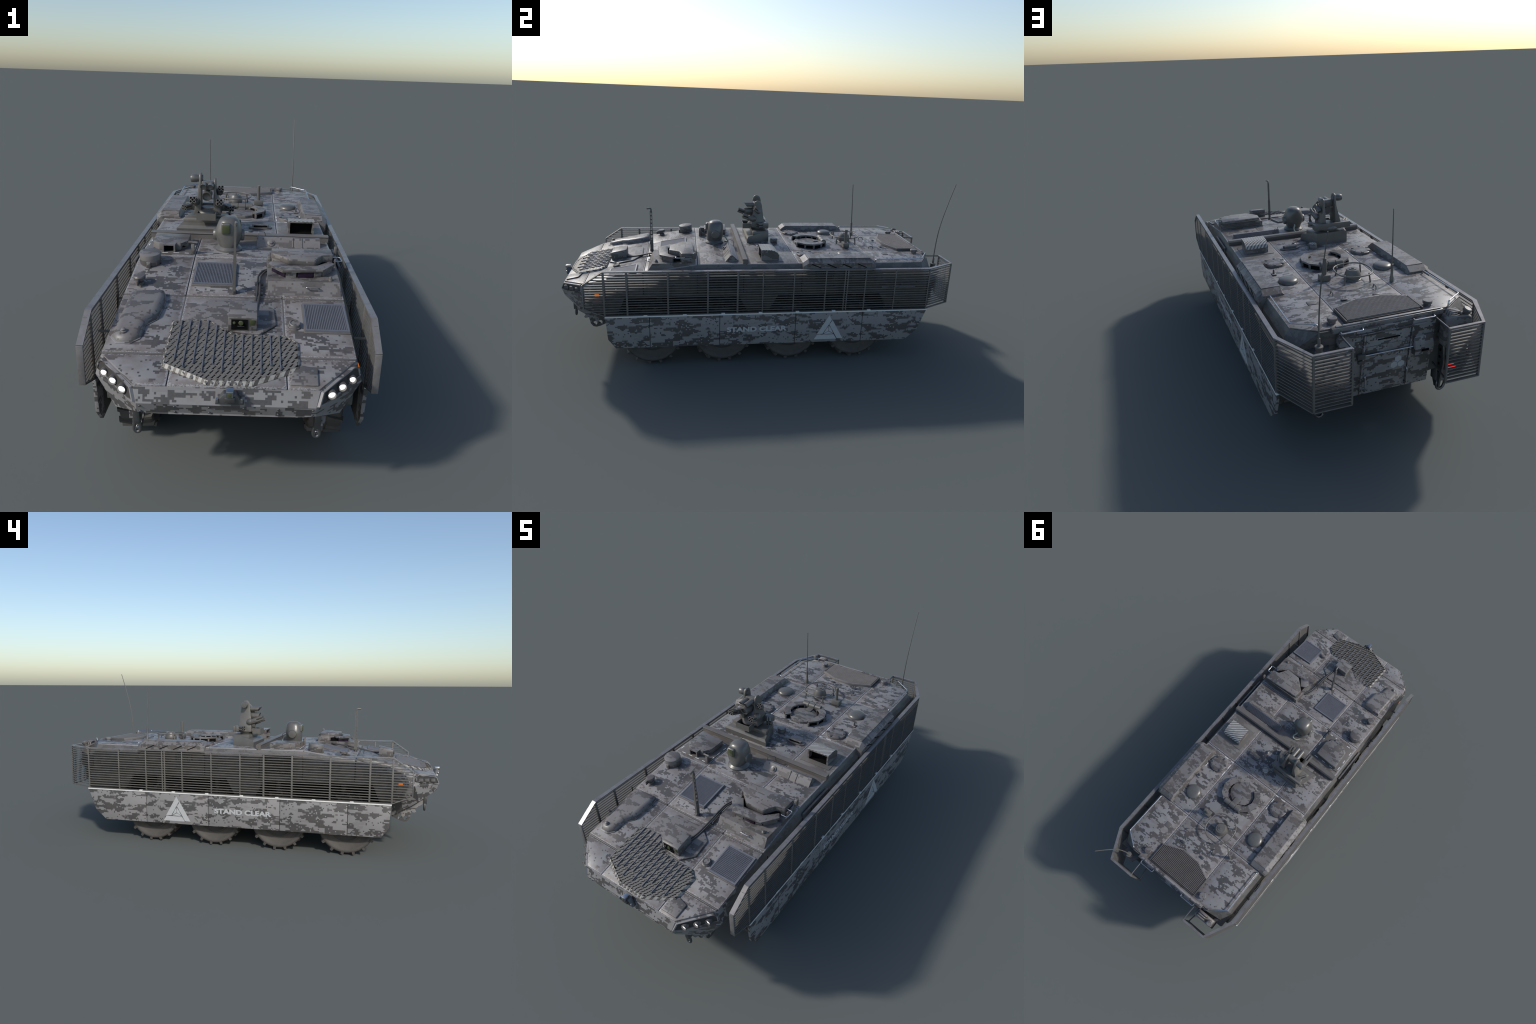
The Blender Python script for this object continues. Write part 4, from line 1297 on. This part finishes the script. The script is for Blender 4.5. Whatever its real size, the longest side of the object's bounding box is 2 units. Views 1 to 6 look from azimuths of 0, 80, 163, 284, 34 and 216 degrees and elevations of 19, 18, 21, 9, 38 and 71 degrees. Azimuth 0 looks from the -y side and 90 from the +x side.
bounds = [None] + SEAMS + [None]
for s in (1, -1):
    for i in range(5):
        a = bounds[i] + .0013 if bounds[i] is not None else None
        b = bounds[i + 1] - .0013 if bounds[i + 1] is not None else None
        prism("skirt_plate", skirt_poly(a, b), 'x', *sorted((s * .3905, s * .4020)), CAMO_SKIRT, .0012)
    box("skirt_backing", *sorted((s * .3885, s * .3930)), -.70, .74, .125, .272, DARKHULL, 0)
    ws = box("white_edge_strip", *sorted((s * .392, s * .4060)), -.756, .849, .2760, .2822, WHITE, .0006)
    for y in (.536, .352, .167, -.018, -.201, -.385, -.569):
        box("edge_tab", *sorted((s * .396, s * .4066)), y - .0090, y + .0090, .2790, .2872, WHITE, .0008, parent=ws)
    # lettering
    t = text_mesh("STAND CLEAR", .04, .0018, .0005)
    fit(t, .300, .0265)
    add("skirt_lettering", t, MARK, loc=(s * .4025, -.023 if s < 0 else -.032, .1965), rot=(math.pi / 2, 0, s * math.pi / 2))
    # three-bar triangle emblem
    H, W = .136, .078
    em = bmesh.new()
    yc = .335

    def E(pts):
        q = [(s * yc + 0, 0)]
        vs = []
        for d in (.0, .0007):
            for a, b in pts:  # a: to the reader's right, b: up from the base
                vs.append(em.verts.new((s * (.4019 + d), yc + s * a, .128 + b)))
        n = len(pts)
        em.faces.new(vs[:n])
        em.faces.new(vs[n:])
        for i in range(n):
            em.faces.new((vs[i], vs[(i + 1) % n], vs[n + (i + 1) % n], vs[n + i]))
    V = [Vector((-W, 0)), Vector((W, 0)), Vector((0, H))]
    cen = (V[0] + V[1] + V[2]) / 3
    th = .30  # bar width as part of a side
    g_ = .0036
    for i in range(3):  # each bar runs along one side and butts against the next
        A_, B_, C_ = V[i], V[(i + 1) % 3], V[(i + 2) % 3]
        u_, w_ = (B_ - A_), (C_ - A_)
        p0 = A_
        p1 = A_ + u_ * (1 - .200)
        p2 = p1 + (C_ - B_) * .200 - u_ * .0
        p3 = A_ + w_ * .200
        p2 = A_ + w_ * .200 + u_ * (1 - .200 - .200)
        q = [p0, p1, p2, p3]
        m_ = sum(q, Vector((0, 0))) / 4
        q = [p + (m_ - p).normalized() * g_ for p in q]
        E([(p.x, p.y) for p in q])
    inn = [cen + (v - cen) * .375 for v in V]
    for i in range(3):  # inner split triangle
        a_, b_ = inn[i], inn[(i + 1) % 3]
        m1 = a_ * .72 + b_ * .28
        q = [a_, m1, cen + (m1 - cen) * .15 + (b_ - a_) * .1, cen + (a_ - cen) * .12]
        q = [inn[i], inn[(i + 1) % 3], cen + (inn[(i + 1) % 3] - cen) * .12, cen + (inn[i] - cen) * .12]
        m_ = sum(q, Vector((0, 0))) / 4
        q = [p + (m_ - p) * .16 for p in q]
        E([(p.x, p.y) for p in q])
    add("triangle_emblem", finish(em, "triangle_emblem", 0), MARK)

# ------------------------------------------------------------------ slat armour
NB = 16
Z0, PITCH = .4885, .0126
for s in (1, -1):
    top = [(.397, -.848, .443), (.397, -.757, .5045), (.397, .838, .502), (.320, .992, .502), (.182, .992, .502)]
    # top rail: flat strip following the plan outline
    bm = bmesh.new()
    hw = .0095
    secs = []
    pts = [Vector((s * x, y, z)) for x, y, z in top]
    for i, p in enumerate(pts):
        ds = []
        if i > 0:
            ds.append((pts[i] - pts[i - 1]).normalized())
        if i < len(pts) - 1:
            ds.append((pts[i + 1] - pts[i]).normalized())
        flat = [Vector((d.x, d.y, 0)).normalized() for d in ds]
        perp = sum((Vector((d.y, -d.x, 0)) for d in flat), Vector()).normalized()
        k = hw / max(.3, perp.dot(Vector((flat[0].y, -flat[0].x, 0))))
        w = k if i < 3 else k * .55
        if i == 2:
            w = k * .9
        up = Vector((0, 0, 1))
        if i == 0:
            up = Vector((0, -.6, .8))
        secs.append([p - perp * w, p + perp * w, p + perp * w - up * .005, p - perp * w - up * .005])
    V_ = [[bm.verts.new(q) for q in sec] for sec in secs]
    for A_, B_ in zip(V_, V_[1:]):
        for i in range(4):
            bm.faces.new((A_[i], A_[(i + 1) % 4], B_[(i + 1) % 4], B_[i]))
    bm.faces.new(V_[0])
    bm.faces.new(V_[-1])
    rail = add("slat_top_rail", finish(bm, "slat_top_rail", 25), CAMO_RAIL)
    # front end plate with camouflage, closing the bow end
    box("slat_front_plate", *sorted((s * .3875, s * .4065)), -.8505, -.8455, .322, .441, CAMO_RAIL, .001, parent=rail)
    # lower rails
    bm = bmesh.new()
    low = [(.397, -.848, .324), (.397, -.755, .2855), (.397, .841, .2835), (.320, .995, .2845), (.182, .995, .2845)]
    lp = [Vector((s * x, y, z)) for x, y, z in low]
    for a, b in zip(lp, lp[1:]):
        d = (b - a).normalized()
        nx = Vector((d.y, -d.x, 0)).normalized() * .0085
        if abs(d.x) > .1:
            nx *= .6
        vs = [bm.verts.new(p + n_ + Vector((0, 0, h))) for h in (-.0022, .0022) for p, n_ in ((a, -nx), (b, -nx), (b, nx), (a, nx))]
        for f in ((0, 3, 2, 1), (4, 5, 6, 7), (0, 1, 5, 4), (1, 2, 6, 5), (2, 3, 7, 6), (3, 0, 4, 7)):
            bm.faces.new([vs[i] for i in f])
    add("slat_lower_rail", finish(bm, "slat_lower_rail", 0), SLAT, rail)

    def slat(a, b, half=.0053, name="slat"):
        """one flat bar on edge, deeper than high"""
        a, b = Vector(a), Vector(b)
        d = (b - a).normalized()
        nx = Vector((d.y, -d.x, 0)).normalized() * half
        bm = bmesh.new()
        vs = [bm.verts.new(p + n_ + Vector((0, 0, h))) for h in (-.0016, .0016) for p, n_ in ((a, -nx), (b, -nx), (b, nx), (a, nx))]
        for f in ((0, 3, 2, 1), (4, 5, 6, 7), (0, 1, 5, 4), (1, 2, 6, 5), (2, 3, 7, 6), (3, 0, 4, 7)):
            bm.faces.new([vs[i] for i in f])
        bevel_bm(bm, .0007, 1)
        add(name, finish(bm, name, 0), SLAT, rail)
    for k in range(NB):
        z = Z0 - PITCH * k
        # clipped by the slanting front corners
        y0 = -.847
        if z > .441:
            y0 = -.847 + (z - .441) / (.5045 - .441) * .090
        if z < .324:
            y0 = -.847 + (.324 - z) / (.324 - .2855) * .092
        slat((s * .3990, y0, z), (s * .3990, .840, z))
        slat((s * .3965, .841, z), (s * .320, .993, z))
        slat((s * .320, .994, z), (s * .183, .994, z), .0045)
    for y in (.8405, .662, .505, .413, .399, .302, .143, -.010, -.132, -.275, -.4625, -.651, -.755):
        wd = .0042 if y < -.12 else .0028
        zt_ = .499 if y > -.765 else .49
        box("slat_post", *sorted((s * .3905, s * .4045)), y - wd, y + wd, .284, zt_, SLAT, .0006, parent=rail)
    for x, y in ((.320, .994), (.183, .994)):
        box("slat_post", *sorted((s * (x - .004), s * (x + .003))), y - .005, y + .004, .283, .501, SLAT, .0006, parent=rail)
    cyl("slat_stay", (s * .183, .990, .498), (s * .186, .896, .500), .0035, DULLSTEEL, 10, rail)
    cyl("slat_stay", (s * .183, .990, .30), (s * .20, .885, .30), .0035, DULLSTEEL, 10, rail)
    for y in (.70, .352, .0, -.201, -.461, -.70):
        for z in (.41, .31):
            box("slat_bracket", *sorted((s * (.358 if z > .4 else .30), s * .391)), y - .004, y + .004, z - .003, z + .003, SLAT, .001, parent=rail)

# ------------------------------------------------------------------ wheels
WY = (.491, .1465, -.198, -.5435)
WR, WZ = .1415, .1506
tprof = [(0.0806, 0.0299), (0.0845, 0.0332), (0.0924, 0.0350), (0.1062, 0.0384), (0.1160, 0.0456), (0.1248, 0.0523), (0.1317, 0.0524), (0.1371, 0.0502), (0.1401, 0.0463), (0.1416, 0.0397), (0.1421, 0.0000), (0.1416, -0.0397), (0.1401, -0.0463),
         (0.1371, -0.0502), (0.1317, -0.0524), (0.1248, -0.0523), (0.1160, -0.0456), (0.1062, -0.0384), (0.0924, -0.0350), (0.0845, -0.0332), (0.0806, -0.0299)]
tyre_bm = bmesh.new()
nT = 64
rings = [[tyre_bm.verts.new((x, r * math.cos(2 * math.pi * i / nT), r * math.sin(2 * math.pi * i / nT))) for i in range(nT)] for r, x in tprof]
for A_, B_ in zip(rings, rings[1:] + rings[:1]):
    for i in range(nT):
        tyre_bm.faces.new((A_[i], A_[(i + 1) % nT], B_[(i + 1) % nT], B_[i]))
# tread lugs: sixteen per shoulder, staggered, with a notch in each end face
NL = 16
for side in (1, -1):
    for k in range(NL):
        a = 2 * math.pi * (k + (.5 if side < 0 else 0)) / NL - math.radians(8.5) - math.pi / 2
        lug = bmesh.new()
        box_bm(lug, .003, .0560, -.0078, .0078, .1340, .1500)
        for v in lug.verts:
            v.co.y += (v.co.x - .04) * .28  # chevron slant
            if v.co.z > .145:
                v.co.y = (v.co.y - (v.co.x - .04) * .28) * .78 + (v.co.x - .04) * .28
                v.co.x = min(v.co.x, .0525)
        bevel_bm(lug, .0016, 2)
        if side < 0:
            for v in lug.verts:
                v.co.x *= -1
        for v in lug.verts:
            y, z = v.co.y, v.co.z
            v.co.y, v.co.z = z * math.cos(a) - y * math.sin(a), z * math.sin(a) + y * math.cos(a)
        m_ = bpy.data.meshes.new("t")
        lug.to_mesh(m_)
        lug.free()
        tyre_bm.from_mesh(m_)
        bpy.data.meshes.remove(m_)
tyre_me = finish(tyre_bm, "tyre", 40)
tyre_me.materials.append(RUBBER)
MX = Matrix.Rotation(math.pi / 2, 4, 'Y')
rim_bm = lathe_bm([(.0795, -.038), (.083, -.025), (.083, .025), (.083, .040), (.078, .044), (.074, .036), (.060, .028), (.050, .034), (.034, .038), (.030, .048), (.020, .050), (0, .050)], 40, M=MX)
rim_me = finish(rim_bm, "rim", 35)
rim_me.materials.append(RIM)
nut_bm = bmesh.new()
for k in range(8):
    a = 2 * math.pi * k / 8
    lathe_bm([(.0042, 0), (.0042, .006), (0, .0065)], 6, bm=nut_bm, M=Matrix.Translation((.034, .044 * math.cos(a), .044 * math.sin(a))) @ MX)
nut_me = finish(nut_bm, "wheel_nuts", 0)
nut_me.materials.append(DULLSTEEL)
for s in (1, -1):
    for y in WY:
        w = bpy.data.objects.new("wheel", None)
        COL.objects.link(w)
        w.parent = ROOT
        w.location = (s * .3005, y, WZ)
        w.rotation_euler = (0, 0, 0 if s > 0 else math.pi)
        add("tyre", tyre_me, parent=w)
        add("rim", rim_me, parent=w)
        add("wheel_nuts", nut_me, parent=w)
for y in WY:
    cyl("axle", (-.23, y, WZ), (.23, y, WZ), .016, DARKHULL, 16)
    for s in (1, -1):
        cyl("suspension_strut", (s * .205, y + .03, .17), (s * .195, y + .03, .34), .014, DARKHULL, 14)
